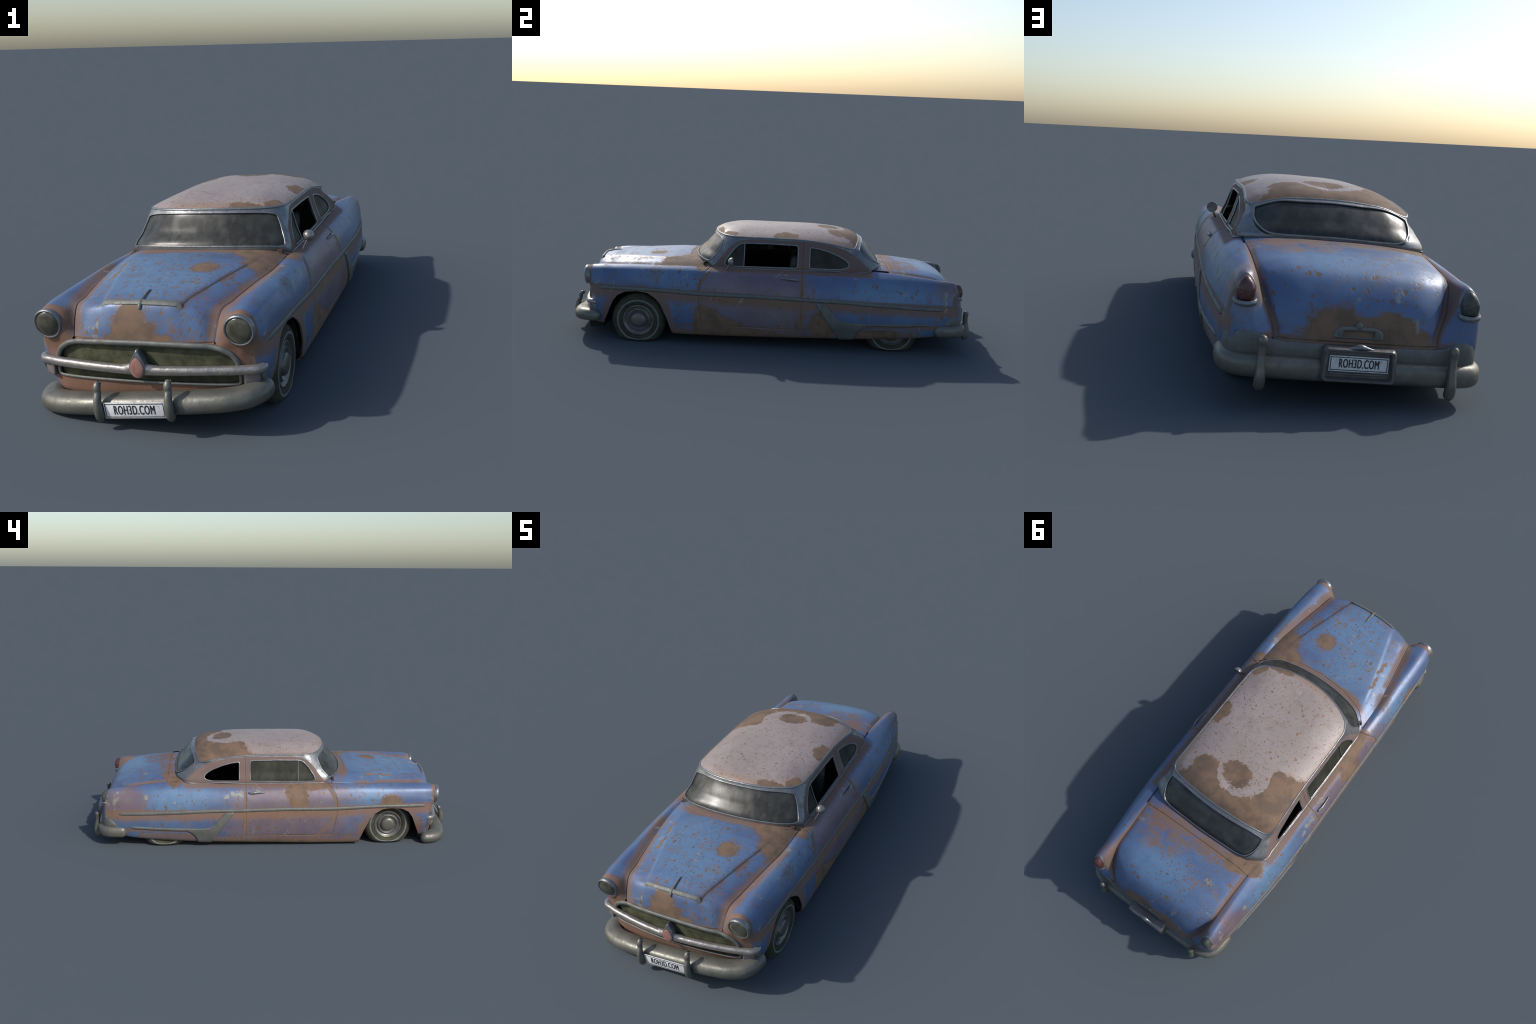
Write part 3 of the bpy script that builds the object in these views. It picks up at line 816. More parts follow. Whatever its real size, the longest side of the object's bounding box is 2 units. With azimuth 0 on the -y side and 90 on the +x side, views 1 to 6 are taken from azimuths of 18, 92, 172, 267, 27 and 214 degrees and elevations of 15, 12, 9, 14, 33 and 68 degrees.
# the face below hood and trunk lid: front panel round the grille, tail panel
nose = rest & (cen[:, 1] < -.83) & ((uc < SEAM) | (np.abs(cen[:, 0]) < .20)) ; rest &= ~nose
tail = rest & (cen[:, 1] > .84) & ((uc < SEAM) | (np.abs(cen[:, 0]) < .20)); rest &= ~tail
wing = rest & (cen[:, 1] < -.32)
sill = rest & (cen[:, 1] >= -.32) & (cen[:, 1] < .166)
quarter = rest & (cen[:, 1] >= .166)
paintpair = [PAINT, TRIM_INSIDE]
right = cen[:, 0] > 0

panel("hood", body, hood, N, B, paintpair)
panel("cowl_panel", body, cowl, N, B, paintpair)
panel("trunk_lid", body, lid, N, B, paintpair)
panel("rear_deck", body, deck, N, B, paintpair)
panel("front_panel", body, nose, N, B, paintpair)
panel("tail_panel", body, tail, N, B, paintpair)
panel("underbody", body, under, N, B, [UNDERSIDE, UNDERSIDE])
DOORS = {}
for sidemask, sgn in ((right, 1), (~right, -1)):
    DOORS[sgn] = panel("door", body, in_door & sidemask, N, B, paintpair)
    panel("front_fender", body, wing & sidemask, N, B, [PAINT, UNDERSIDE])
    panel("rear_quarter_panel", body, quarter & sidemask, N, B, paintpair)
    panel("rocker_panel", body, sill & sidemask, N, B, paintpair)
    panel("fender_skirt", body, skirt & sidemask, N, B, paintpair)

def onbody(y, z, sgn=1, lift=0.0):
    """point and normal on the flank at height z"""
    h = SOLID.ray_cast(Vector((sgn * 1.0, y, z)), Vector((-sgn, 0, 0)))
    p, n = np.array(h[0]), np.array(h[1])
    if n[0] * sgn < 0:
        n = -n
    return p + n * lift, n

# wheel housings behind the front arches
for sgn in (1, -1):
    arch = np.array(ARCH) + 0
    V, F = [], []
    xs = (.366, .33, .20)
    mid = np.array([-.625, .10])
    for k, x in enumerate(xs):
        for y, z in arch:
            lift = (0.0, .004, .006)[k]
            e = np.array([y, z]) - mid; e = e / np.linalg.norm(e)
            yy, zz = y + e[0] * (lift + .002), max(z, -.0) + e[1] * (lift + .002)
            zz = max(zz, .045 if y > -.6 else .068) if k else max(zz, .036 if y > -.6 else .072)
            px = x
            if k == 0:
                px = min(x, abs(onbody(np.clip(yy, -.86, .9), max(zz, .07), 1)[0][0]) - .006)
            V.append((sgn * px, yy, zz))
    m = len(arch)
    for k in range(len(xs) - 1):
        for i in range(m - 1):
            F.append((k * m + i, k * m + i + 1, (k + 1) * m + i + 1, (k + 1) * m + i))
    F.append(tuple(2 * m + i for i in range(m)))
    obj("wheel_housing", V, F, UNDERSIDE, smooth=None)

# ----------------------------------------------------------------------------------
# greenhouse: rings from the belt line up over the glass to the roof's spine
# columns run from the front centre round the flank to the rear centre
# ----------------------------------------------------------------------------------
base = [(0, -.378, .395), (.13, -.368, .393), (.235, -.337, .386), (.287, -.291, .374), (.299, -.271, .362),
        (.302, -.20, .357), (.303, -.05, .357), (.302, .165, .357), (.301, .36, .360), (.300, .43, .363),
        (.296, .492, .371), (.256, .526, .377), (.20, .541, .383), (.10, .547, .387), (0, .550, .389)]
mid = [(0, -.333, .451), (.12, -.324, .449), (.220, -.292, .440), (.268, -.252, .430), (.280, -.218, .425),
       (.283, -.160, .420), (.284, -.03, .420), (.284, .165, .420), (.283, .315, .418), (.281, .375, .423),
       (.281, .444, .423), (.251, .476, .430), (.192, .498, .442), (.095, .507, .447), (0, .510, .449)]
glass = [(0, -.288, .504), (.11, -.279, .502), (.200, -.248, .495), (.245, -.226, .487), (.258, -.190, .486),
         (.262, -.125, .484), (.263, -.01, .484), (.263, .165, .482), (.266, .275, .474), (.267, .330, .468),
         (.265, .402, .458), (.250, .430, .463), (.180, .447, .488), (.09, .457, .495), (0, .461, .498)]
edge = [(0, -.283, .517), (.10, -.274, .515), (.188, -.243, .511), (.230, -.213, .509), (.246, -.180, .507),
        (.252, -.115, .506), (.253, 0, .506), (.253, .165, .504), (.256, .265, .495), (.258, .320, .487),
        (.259, .385, .474), (.250, .411, .469), (.178, .433, .491), (.09, .443, .502), (0, .446, .505)]
glass = [(x + .007 * (4 <= i <= 9), y, z) for i, (x, y, z) in enumerate(glass)]
edge = [(x + .009 * (4 <= i <= 10) + .006 * (i == 3) + .003 * (i == 2) + .003 * (i == 11), y, z) for i, (x, y, z) in enumerate(edge)]
mid = [(x + .003 * (4 <= i <= 9), y, z) for i, (x, y, z) in enumerate(mid)]
spine_y = (-.20, -.185, -.16, -.135, -.11, -.07, 0, .12, .20, .25, .29, .31, .335, .35, .36)
def roofz(y): return float(hermite([-.32, -.284, -.231, -.132, 0, .12, .22, .32, .404, .45],
                                   np.array([.490, .515, .532, .548, .551, .552, .549, .538, .518, .503])[:, None], [y])[0, 0])
def roofring(f):
    out = []
    for (x, y, z), sy in zip(edge, spine_y):
        yy = y + (sy - y) * f
        zs = roofz(sy); out.append((x * (1 - f), yy, z + (zs - z) * (1 - (1 - f) ** 3.2)))
    return out
skirtring = [(x * .985, y * .985, z - .020) for x, y, z in base]
GN = np.array([skirtring, base, mid, glass, edge, roofring(.12), roofring(.4), roofring(.72), roofring(1.0)])  # level x col x 3
kl = np.concatenate([[0], np.cumsum(np.linalg.norm(np.diff(GN, axis=0), axis=2).mean(1))])
ka = np.concatenate([[0], np.cumsum(np.linalg.norm(np.diff(GN[1:5], axis=1), axis=2).mean(0))])
ql = sample_knots(kl, .006); qa = sample_knots(ka, .006)
def house(levels, cols):
    """greenhouse surface on a grid of level and column parameters"""
    # keep the roof edge a crisp line: wall and roof are two smooth patches that meet at 'edge'
    def up(ls):
        lo, hi = ls <= kl[4], ls > kl[4]
        out = np.zeros((len(ls), GN.shape[1], 3))
        for j in range(GN.shape[1]):
            if lo.any(): out[lo, j] = hermite(kl[:5], GN[:5, j], ls[lo])
            if hi.any(): out[hi, j] = hermite(kl[4:], GN[4:, j], ls[hi])
        return out
    g = up(np.asarray(levels))
    # mirrored end columns give the ends a level tangent
    kk = np.concatenate([[-ka[2], -ka[1]], ka, [2 * ka[-1] - ka[-2], 2 * ka[-1] - ka[-3]]])
    res = np.zeros((len(levels), len(cols), 3))
    for i in range(len(levels)):
        r = g[i]; fl = np.array([-1, 1, 1])
        r = np.vstack([r[2] * fl, r[1] * fl, r, r[-2] * fl, r[-3] * fl])
        res[i] = hermite(kk, r, np.asarray(cols))
    return res
gg = house(ql, qa)
gg[:, 0, 0] = 0; gg[:, -1, 0] = 0
gg[-1, :, 0] = 0
La = knot_index(kl, ql); Aa = knot_index(ka, qa)
nl, na = gg.shape[:2]; rl = 2 * na - 2
gfull = np.concatenate([gg, gg[:, -2:0:-1] * np.array([-1, 1, 1])], 1)
Af = np.concatenate([Aa, Aa[-2:0:-1]])
PP = np.stack([np.broadcast_to(Af[None], (nl, rl)), np.broadcast_to(La[:, None], (nl, rl))], 2)
ii, jj = np.meshgrid(np.arange(nl - 1), np.arange(rl), indexing='ij')
a = ii * rl + jj; b = ii * rl + (jj + 1) % rl; c = b + rl; d = a + rl
cab = Shell(gfull.reshape(-1, 3), PP.reshape(-1, 2),
            np.vstack([np.stack([a, b, c], -1).reshape(-1, 3), np.stack([a, c, d], -1).reshape(-1, 3)]))
# outward orientation: check the roof
fn = np.cross(cab.V[cab.F[:, 1]] - cab.V[cab.F[:, 0]], cab.V[cab.F[:, 2]] - cab.V[cab.F[:, 0]])
if fn[cab.V[cab.F].mean(1)[:, 2] > .53][:, 2].mean() < 0:
    cab.F = cab.F[:, ::-1]
keepf = np.linalg.norm(np.cross(cab.V[cab.F[:, 1]] - cab.V[cab.F[:, 0]], cab.V[cab.F[:, 2]] - cab.V[cab.F[:, 0]]), axis=1) > 1e-12
cab.F = cab.F[keepf]

DOORGLASS = [(-.216, .377), (-.209, .396), (-.181, .438), (-.156, .465), (-.140, .4745), (-.122, .478), (0, .4795),
             (.134, .4775), (.140, .474), (.1415, .428), (.140, .374), (.136, .3695), (-.12, .366), (-.200, .366), (-.211, .369)]
QUARTER = [(.198, .374), (.1975, .468), (.2005, .4715), (.243, .466), (.290, .454), (.347, .432), (.381, .411), (.3905, .397),
           (.388, .387), (.376, .379), (.345, .3725), (.203, .3705)]
SIDEPAINT = [(-.276, .330), (-.270, .362), (-.236, .405), (-.204, .448), (-.172, .477), (-.138, .491), (-.09, .497),
             (.165, .4965), (.252, .491), (.318, .4795), (.372, .464), (.419, .438), (.457, .410), (.483, .386), (.4965, .370), (.50, .330)]
def rounded(px, py, hx, hy, r):
    qx, qy = np.abs(px) - hx + r, np.abs(py) - hy + r
    return np.hypot(np.maximum(qx, 0), np.maximum(qy, 0)) + np.minimum(np.maximum(qx, qy), 0) - r
col = lambda s: s.P[:, 0]; lev = lambda s: s.P[:, 1]
flank = lambda s: (col(s) > 3.0) & (col(s) < 11.2) & (lev(s) < 4.4)
g_screen = lambda s: np.where(col(s) < 5, rounded(col(s), lev(s) - 2.06, 3.02, .93, .22) * .06, BIG)
# rear window: wider below its top, tight lower corners
def g_backlight(s):
    c = (14 - col(s)); l = lev(s)
    reach = 3.0 - .62 * np.clip(1.95 - l, 0, 1) ** 1.5
    r = np.where(l > 2.04, .26, .50)
    return np.where(col(s) > 9, rounded(c / reach * 3.0, l - 2.04, 3.0, .92, r) * .06, BIG)
g_dglass = lambda s: np.where(flank(s), sd_poly(yz(s), DOORGLASS), BIG)
g_qglass = lambda s: np.where(flank(s), sd_poly(yz(s), QUARTER), BIG)
g_side = lambda s: np.where(flank(s) & (col(s) < 10.9), sd_poly(yz(s), SIDEPAINT), BIG)
g_roof = lambda s: lev(s) - 4.0
g_bpost = lambda s: s.V[:, 1] - .166
for g in (g_screen, g_backlight, g_dglass, g_qglass, g_side, g_roof):
    cab.cut(g)
cab.cut(g_bpost); cab.cut(lambda s: g_bpost(s) - .0015, 1e-4); cab.cut(lambda s: g_bpost(s) + .0015, 1e-4)
Nc = cab.normals()
pr = np.where((np.abs(g_bpost(cab)) < .0007) & (g_side(cab) < 1e-5) & (lev(cab) < 3.85), .0025, 0) + .0004 * waves(cab.V, 8)
cab.V = cab.V - Nc * pr[:, None]
Nc = cab.normals()
fcc = lambda g: g(cab)[cab.F].mean(1)
cc = cab.V[cab.F].mean(1)
is_screen = fcc(g_screen) < 0
is_back = (fcc(g_backlight) < 0) & ~is_screen
is_dg = fcc(g_dglass) < 0; is_qg = fcc(g_qglass) < 0
panes = is_screen | is_back | is_dg | is_qg
is_roof = (lev(cab)[cab.F].mean(1) > 4.0)
is_side = (fcc(g_side) < 0) & ~panes & ~is_roof
is_metal = ~panes & ~is_roof & ~is_side
# true edges = edges of the frame once the panes are taken out
frame_only = Shell(cab.V, cab.P, cab.F[~panes]); Bc = frame_only.border()
panel("roof", cab, is_roof, Nc, Bc, [ROOF, TRIM_INSIDE], depth=.007)
panel("window_surround", cab, is_metal, Nc, Bc, [CHROME, TRIM_INSIDE], depth=.007)
rightc = cc[:, 0] > 0
for m, sgn in ((rightc, 1), (~rightc, -1)):
    panel("door_window_frame", cab, is_side & m & (cc[:, 1] < .166), Nc, Bc, [PAINT, TRIM_INSIDE], depth=.007)
    panel("quarter_window_frame", cab, is_side & m & (cc[:, 1] >= .166), Nc, Bc, [PAINT, TRIM_INSIDE], depth=.007)

def pane(name, mask, mat, lift=-.0035):
    sub = Shell(cab.V, cab.P, cab.F[mask])
    return panel(name, cab, mask, Nc, sub.border(), [mat, mat], depth=.0015, lift=lift)
pane("windshield", is_screen, GLASS)
pane("rear_window", is_back, GLASS_DARK)
post = -.121
pane("door_window", is_dg & ~rightc & (cc[:, 1] > post), SIDEGLASS)       # the other door's window is wound down
pane("vent_window", is_dg & ~rightc & (cc[:, 1] <= post), SIDEGLASS)
pane("vent_window", is_dg & rightc & (cc[:, 1] <= post), SIDEGLASS)
pane("quarter_window", is_qg & rightc, SIDEGLASS)                          # the other quarter window is missing

CABT = BVHTree.FromPolygons([tuple(v) for v in cab.V], [tuple(int(i) for i in f) for f in cab.F])
def oncab(y, z, sgn, lift=0.0):
    h = CABT.ray_cast(Vector((sgn * 1.0, y, z)), Vector((-sgn, 0, 0)))
    p, n = np.array(h[0]), np.array(h[1])
    if n[0] * sgn < 0: n = -n
    return p + n * lift, n

def densify(poly, step=.005, closed=True):
    p = np.asarray(poly, float); out = []
    q = np.vstack([p, p[:1]]) if closed else p
    for a, b in zip(q[:-1], q[1:]):
        m = max(1, int(np.linalg.norm(b - a) / step))
        out += [a + (b - a) * k / m for k in range(m)]
    if not closed: out.append(q[-1])
    return np.array(out)

def smooth_closed(p, it=3):
    for _ in range(it):
        p = .25 * np.roll(p, 1, 0) + .5 * p + .25 * np.roll(p, -1, 0)
    return p

def rim(name, poly, sgn, w, h, mat, grow=0.0):
    q = smooth_closed(densify(poly), 2)
    pn = [oncab(y, z, sgn, -.0008) for y, z in q]
    P = np.array([a for a, _ in pn]); Nv = smooth_closed(np.array([n for _, n in pn]), 3)
    V, F = sweep(P, ellipse(w, h, 8), up=Nv, closed=True)
    return obj(name, V, F, mat)
for sgn in (1, -1):
    rim("window_rim", DOORGLASS, sgn, .0036, .0030, CHROME)
    rim("window_rim", QUARTER, sgn, .0036, .0030, CHROME)
    # the upright between vent pane and door window
    zs = np.linspace(.364, .480, 12)
    P = np.array([oncab(-.121, z, sgn, -.001)[0] for z in zs])
    V, F = sweep(P, ellipse(.0026, .0026, 8), up=np.array([0, 1.0, 0]))
    obj("vent_post", V, F, CHROME)
    # belt moulding
    by = curve([(-.268, .3575), (-.02, .358), (.167, .3585), (.355, .3615), (.368, .3600), (.422, .3612), (.486, .3685), (.500, .373)], 110)
    pn = [oncab(y, z, sgn, .0012) for y, z in by]
    V, F = sweep([p for p, _ in pn], ellipse(.0036, .0040, 10), up=[n for _, n in pn],
                 scale=np.clip(np.minimum(np.arange(110), np.arange(110)[::-1]) / 2. + .3, 0, 1))
    obj("belt_moulding", V, F, CHROME)

# rain gutter that frames the roof, and the bright rims of screen and rear window
def houseline(levels, cols):
    L = np.interp(levels, np.arange(len(kl)), kl); A = np.interp(cols, np.arange(len(ka)), ka)
    P = np.array([house(np.array([l]), np.array([q]))[0, 0] for l, q in zip(L, A)])
    P1 = np.array([house(np.array([l + .002]), np.array([q]))[0, 0] for l, q in zip(L, A)])
    P2 = np.array([house(np.array([l]), np.array([q + .002]))[0, 0] for l, q in zip(L, A)])
    n = np.cross(P2 - P, P1 - P); n /= np.linalg.norm(n, axis=1)[:, None]
    return P, n
def both(P, n):
    f = np.array([-1, 1, 1])
    return np.vstack([P, P[-2:0:-1] * f]), np.vstack([n, n[-2:0:-1] * f])
P, n = both(*houseline(np.full(220, 3.97), np.linspace(0, 14, 220)))
V, F = sweep(P, ellipse(.0045, .0030, 10), up=n, closed=True)
obj("roof_gutter", V, F, CHROME)
# windshield rim
def rimpath(kind, m=200):
    t = np.linspace(0, 1, m)
    if kind == 'screen':
        half = [(1.13, 0), (1.13, 1), (1.13, 2), (1.13, 2.75), (1.2, 2.97), (1.42, 3.02), (2, 3.02), (2.7, 3.02), (2.92, 2.96), (2.99, 2.75), (2.99, 2), (2.99, 1), (2.99, 0)]
        c = curve(half, m); return c[:, 0], c[:, 1]
    half = [(1.12, 14), (1.12, 13), (1.13, 12.4), (1.20, 11.95), (1.45, 11.45), (1.80, 11.12), (2.2, 11.0), (2.6, 11.0), (2.85, 11.06), (2.95, 11.3), (2.96, 11.8), (2.96, 12.5), (2.96, 13.2), (2.96, 14)]
    c = curve(half, m); return c[:, 0], np.minimum(c[:, 1], 14)
for kind in ('screen', 'back'):
    l, q = rimpath(kind)
    P, n = both(*houseline(l, np.clip(q, 0, 14)))
    V, F = sweep(P, ellipse(.0030, .0026, 8), up=n, closed=True)
    obj("screen_rim" if kind == 'screen' else "rear_window_rim", V, F, CHROME)

# ----------------------------------------------------------------------------------
# side mouldings
# ----------------------------------------------------------------------------------
UPPER = [(-.822, .243), (-.80, .2432), (-.673, .2440), (-.518, .2428), (-.333, .2360), (-.20, .2355), (-.076, .2358), (.166, .2315),
         (.396, .2275), (.487, .2225), (.608, .2170), (.760, .2105), (.835, .2092), (.852, .2090)]
LOWER = [(.40, .1235), (.52, .1240), (.675, .1275), (.76, .1315), (.790, .1325)]
half_round = np.array([(-1, -.3), (-1, .15), (-.8, .62), (-.4, .92), (0, 1), (.4, .92), (.8, .62), (1, .15), (1, -.3)])
for sgn in (1, -1):
    for name, pts, w, h in (("side_moulding", UPPER, .0088, .0050), ("side_moulding", LOWER, .0075, .0048)):
        q = curve(pts, 150)
        pn = [onbody(y, z, sgn) for y, z in q]
        P = np.array([p for p, _ in pn]); Nv = np.array([k for _, k in pn])
        for _ in range(6):
            P[1:-1] = .25 * P[:-2] + .5 * P[1:-1] + .25 * P[2:]; Nv[1:-1] = .25 * Nv[:-2] + .5 * Nv[1:-1] + .25 * Nv[2:]
        dist = np.minimum(q[:, 0] - q[0, 0], q[-1, 0] - q[:, 0])
        if pts is LOWER: dist = q[-1, 0] - q[:, 0]
        sc = np.sqrt(np.clip(dist / .022, .02, 1))
        V, F = sweep(P, half_round * [w, h], up=Nv, scale=sc)
        obj(name, V, F, OLDTRIM)

CHEVRON = [(.229, .222), (.268, .221), (.283, .215), (.312, .181), (.340, .148), (.360, .136), (.385, .132), (.430, .1315),
           (.480, .1315), (.483, .1165), (.462, .1075), (.442, .088), (.428, .060), (.427, .047), (.352, .043), (.346, .060), (.310, .104), (.268, .163)]
RAWF = np.vstack([tri1, tri2]) if vol >= 0 else np.vstack([tri1, tri2])[:, ::-1]
def plate_on_body(name, poly2, planar, mask, lift, mat, frame=BODY):
    """cut a flat-outlined patch out of the body skin, lift it off and give it edges"""
    s = Shell(full.reshape(-1, 3).copy(), PV.reshape(-1, 2).copy(), RAWF.copy())
    s.F = s.F[mask(s.V[s.F].mean(1))]
    g = lambda q: sd_poly(planar(q.V), poly2)
    s.cut(g, 1e-4); s.cut(lambda q: g(q) + .003, 1e-4)
    n = s.normals(); dd = g(s)
    up = lift * np.clip(-dd / .003, 0, 1) ** .5
    s.F = s.F[dd[s.F].mean(1) < 0]
    s.V = s.V + n * (up + .0006)[:, None]
    nn = s.normals()
    return panel(name, s, np.ones(len(s.F), bool), nn, s.border(), [mat, mat], depth=.003)
for sgn in (1, -1):
    plate_on_body("chevron_moulding", CHEVRON, lambda v: v[:, 1:], lambda c: (c[:, 0] * sgn > .3), .0050, OLDTRIM)

# rear valance shield between tail panel and bumper: a pressed band that wraps both corners
plan = np.array([(0, .958), (.12, .957), (.22, .953), (.275, .948), (.312, .940), (.332, .922), (.342, .898), (.3455, .872), (.346, .850)])
plan = curve(np.vstack([plan[::-1] * [-1, 1], plan[1:]]), 150)
tang = np.gradient(plan, axis=0); tang /= np.linalg.norm(tang, axis=1)[:, None]
outw = np.stack([-tang[:, 1], tang[:, 0]], 1)
aplan = np.abs(plan[:, 0])
ztop = line([0, .20, .236, .262, .292, .330, .346], [.169, .170, .174, .186, .195, .191, .188], aplan)
wrap = np.clip((.905 - plan[:, 1]) / .055, 0, 1)                     # the side returns run out to a slanted end
ztop = ztop - wrap * .052; zbot = .121 + 0 * ztop + .004 * wrap
V = []
for (x, y), (nx, ny), zt, zb in zip(plan, outw, ztop, zbot):
    for d_, f in ((-.020, 0), (-.003, .0), (.0005, .10), (.0018, .5), (.0005, .90), (-.003, 1), (-.020, 1)):
        V.append((x + nx * d_, y + ny * d_, zb + (zt - zb) * f))
F = [(i * 7 + j, i * 7 + j + 1, (i + 1) * 7 + j + 1, (i + 1) * 7 + j) for i in range(149) for j in range(6)]
F += [tuple(range(7)), tuple(149 * 7 + j for j in reversed(range(7)))]
if outw[75, 1] < 0:
    raise RuntimeError("valance faces inward")
obj("rear_valance", V, F, OLDTRIM, smooth=50)
inner_plan = plan - outw * .0155
sel = np.abs(plan[:, 0]) < .30
V = [(x, y, z) for (x, y) in inner_plan[sel] for z in (.122, .176)] + [(x, y - .010, z) for (x, y) in inner_plan[sel] for z in (.122, .176)]
n_ = int(sel.sum()); F = [(2 * i, 2 * i + 1, 2 * i + 3, 2 * i + 2) for i in range(n_ - 1)] + [(2 * n_ + 2 * i, 2 * n_ + 2 * i + 2, 2 * n_ + 2 * i + 3, 2 * n_ + 2 * i + 1) for i in range(n_ - 1)]
F += [(2 * i + 1, 2 * n_ + 2 * i + 1, 2 * n_ + 2 * i + 3, 2 * i + 3) for i in range(n_ - 1)]
obj("tail_backing", V, F, PAINT)

# ----------------------------------------------------------------------------------
# nose: grille cavity, frame, bar, badge, lamps
# ----------------------------------------------------------------------------------
def nosey(x, z):
    h = SOLID_ALL.ray_cast(Vector((x, -2, z)), Vector((0, 1, 0)))
    return h[0].y if h[0] is not None else -.89
# closed copy of the skin for placing things (before openings were cut)
bt = np.vstack([tri1, tri2])
SOLID_ALL = BVHTree.FromPolygons([tuple(v) for v in full.reshape(-1, 3)], [tuple(int(i) for i in f) for f in bt])

gq = densify(GRILLE, .008)
gp = np.array([(x, nosey(x, z), z) for x, z in gq])
backs = np.array([(x, y + .020, z) for x, y, z in gp])
m = len(gp)
# slightly domed screen behind the frame: radial grid
gridV = []; rings_n = 10
cz = .175
for k in range(rings_n + 1):
    f = 1 - k / rings_n
    for x, y, z in backs:
        gridV.append((x * f, 0, cz + (z - cz) * f))
gridV = np.array(gridV)
gridV[:, 1] = np.array([nosey(x, z) for x, _, z in gridV]) + .009
gF = []
for k in range(rings_n):
    for i in range(m):
        a0, b0 = k * m + i, k * m + (i + 1) % m
        gF.append((a0, b0, b0 + m, a0 + m))
allv = np.vstack([gp + [0, -.001, 0], gridV]); fF = []
for i in range(m):
    fF.append((i, (i + 1) % m, m + (i + 1) % m, m + i))
fF += [tuple(q + m for q in f) for f in gF]
obj("grille_screen", allv, fF, GRILLEMAT, smooth=30)
# grille surround tube: heavy over the top, thin along the bottom
P = gp.copy(); P = smooth_closed(P, 1)
thick = np.where(P[:, 2] > .18, 1.0, np.where(np.abs(P[:, 0]) > .29, .62, .52))
thick = smooth_closed(thick[:, None], 6)[:, 0]
V, F = sweep(P + [0, -.002, 0], ellipse(.0088, .0075, 12), up=np.array([0, -1.0, 0]), closed=True, scale=thick)
obj("grille_surround", V, F, OLDTRIM)

# floating bar
BAR = [(-.347, -.822, .166), (-.357, -.836, .168), (-.350, -.852, .169), (-.31, -.868, .1695), (-.22, -.888, .170), (-.12, -.902, .170), (0, -.909, .169),
       (.12, -.902, .170), (.22, -.888, .170), (.31, -.868, .1695), (.350, -.852, .169), (.357, -.836, .168), (.347, -.822, .166)]
bp = curve(BAR, 140)
V, F = sweep(bp + [0, -.006, 0], ellipse(.0140, .0142, 18, 2.3))
bar = obj("grille_bar", V, F, CHROME_BRIGHT)
for sgn in (1, -1):
    # turned-down bar end and the parking lamp under it
    leg = curve([(sgn * .356, -.846, .168), (sgn * .357, -.842, .150), (sgn * .354, -.834, .132), (sgn * .349, -.824, .116)], 16)
    V, F = sweep(leg, ellipse(.016, .010, 14), up=np.array([sgn * 1.0, 0, 0.01]), scale=np.linspace(1, .8, 16))
    obj("grille_bar_end", V, F, CHROME)
    V, F = rbox(sgn * .329, -.858, .141, .022, .014, .022, .008)
    V[:, 1] += .55 * (np.abs(V[:, 0]) - .329)
    obj("parking_lamp", V, F, PARKLENS)

# badge: pointed chrome shield with a faded red jewel, wings melt into the bar
t = np.linspace(0, 2 * np.pi, 48, endpoint=False)
def drop(a, w, hlo, hhi, tip):
    x = w * np.sin(a) * (1 - .18 * np.clip(np.cos(a), 0, 1))
    z = np.where(np.cos(a) > 0, hhi * np.cos(a) + tip * np.clip(np.cos(a), 0, 1) ** 10, hlo * np.cos(a))
    return x, z
sections = [(-.902, 1.02), (-.918, 1.10), (-.928, 1.08), (-.9310, .98)]
V = []; 
for k, (y, s_) in enumerate(sections):
    x, z = drop(t, .0245 * s_, .031 * s_, .036 * s_, .013 * s_)
    V += [(xx, y + .12 * abs(zz) * (zz > 0), .182 + zz) for xx, zz in zip(x, z)]
F = [(k * 48 + i, k * 48 + (i + 1) % 48, (k + 1) * 48 + (i + 1) % 48, (k + 1) * 48 + i) for k in range(3) for i in range(48)]
F.append(tuple(3 * 48 + i for i in range(48)))
badge = obj("badge_shield", V, F, CHROME)
V = []
for k, (y, s_) in enumerate([(-.929, 1.0), (-.9330, .96), (-.935, .8), (-.936, .4)]):
    x, z = drop(t, .0225 * s_, .0295 * s_, .0310 * s_, 0)
    V += [(xx, y, .1815 + zz) for xx, zz in zip(x, z)]
F = [(k * 48 + i, k * 48 + (i + 1) % 48, (k + 1) * 48 + (i + 1) % 48, (k + 1) * 48 + i) for k in range(3) for i in range(48)]
F.append(tuple(3 * 48 + i for i in range(48)))
obj("badge_jewel", V, F, JEWEL)
# fairing behind the badge
V, F = sweep(curve([(-.055, -.910, .170), (-.025, -.916, .174), (0, -.918, .178), (.025, -.916, .174), (.055, -.910, .170)], 24), ellipse(.014, .020, 16),
             scale=np.stack([np.ones(24), .7 + .5 * np.exp(-((np.linspace(-1, 1, 24)) / .45) ** 2)], 1))
obj("badge_fairing", V, F, CHROME_BRIGHT)

# headlamps
for sgn in (1, -1):
    c0 = np.array([sgn * .306, -.880, .2915])
    prof = [(.0440, .016), (.0475, .006), (.0485, -.002), (.0470, -.008), (.0435, -.0105), (.0405, -.0095), (.0395, -.006)]
    V, F = lathe(prof, 40)
    R = np.stack([V[:, 1], V[:, 0], V[:, 2]], 1)
    R[:, 1] += R[:, 2] * -.10
    R[:, 0] *= .98
    obj("headlamp_ring", R + c0, F, CHROME, smooth=50)
    prof = [(.0405, -.004), (.0400, -.0075), (.035, -.0105), (.025, -.0135), (.012, -.0150), (0, -.0155)]
    V, F = lathe(prof, 40)
    R = np.stack([V[:, 1], V[:, 0], V[:, 2]], 1); R[:, 1] += R[:, 2] * -.10; R[:, 0] *= .98
    obj("headlamp_lens", R + c0, F, LENS, smooth=60)

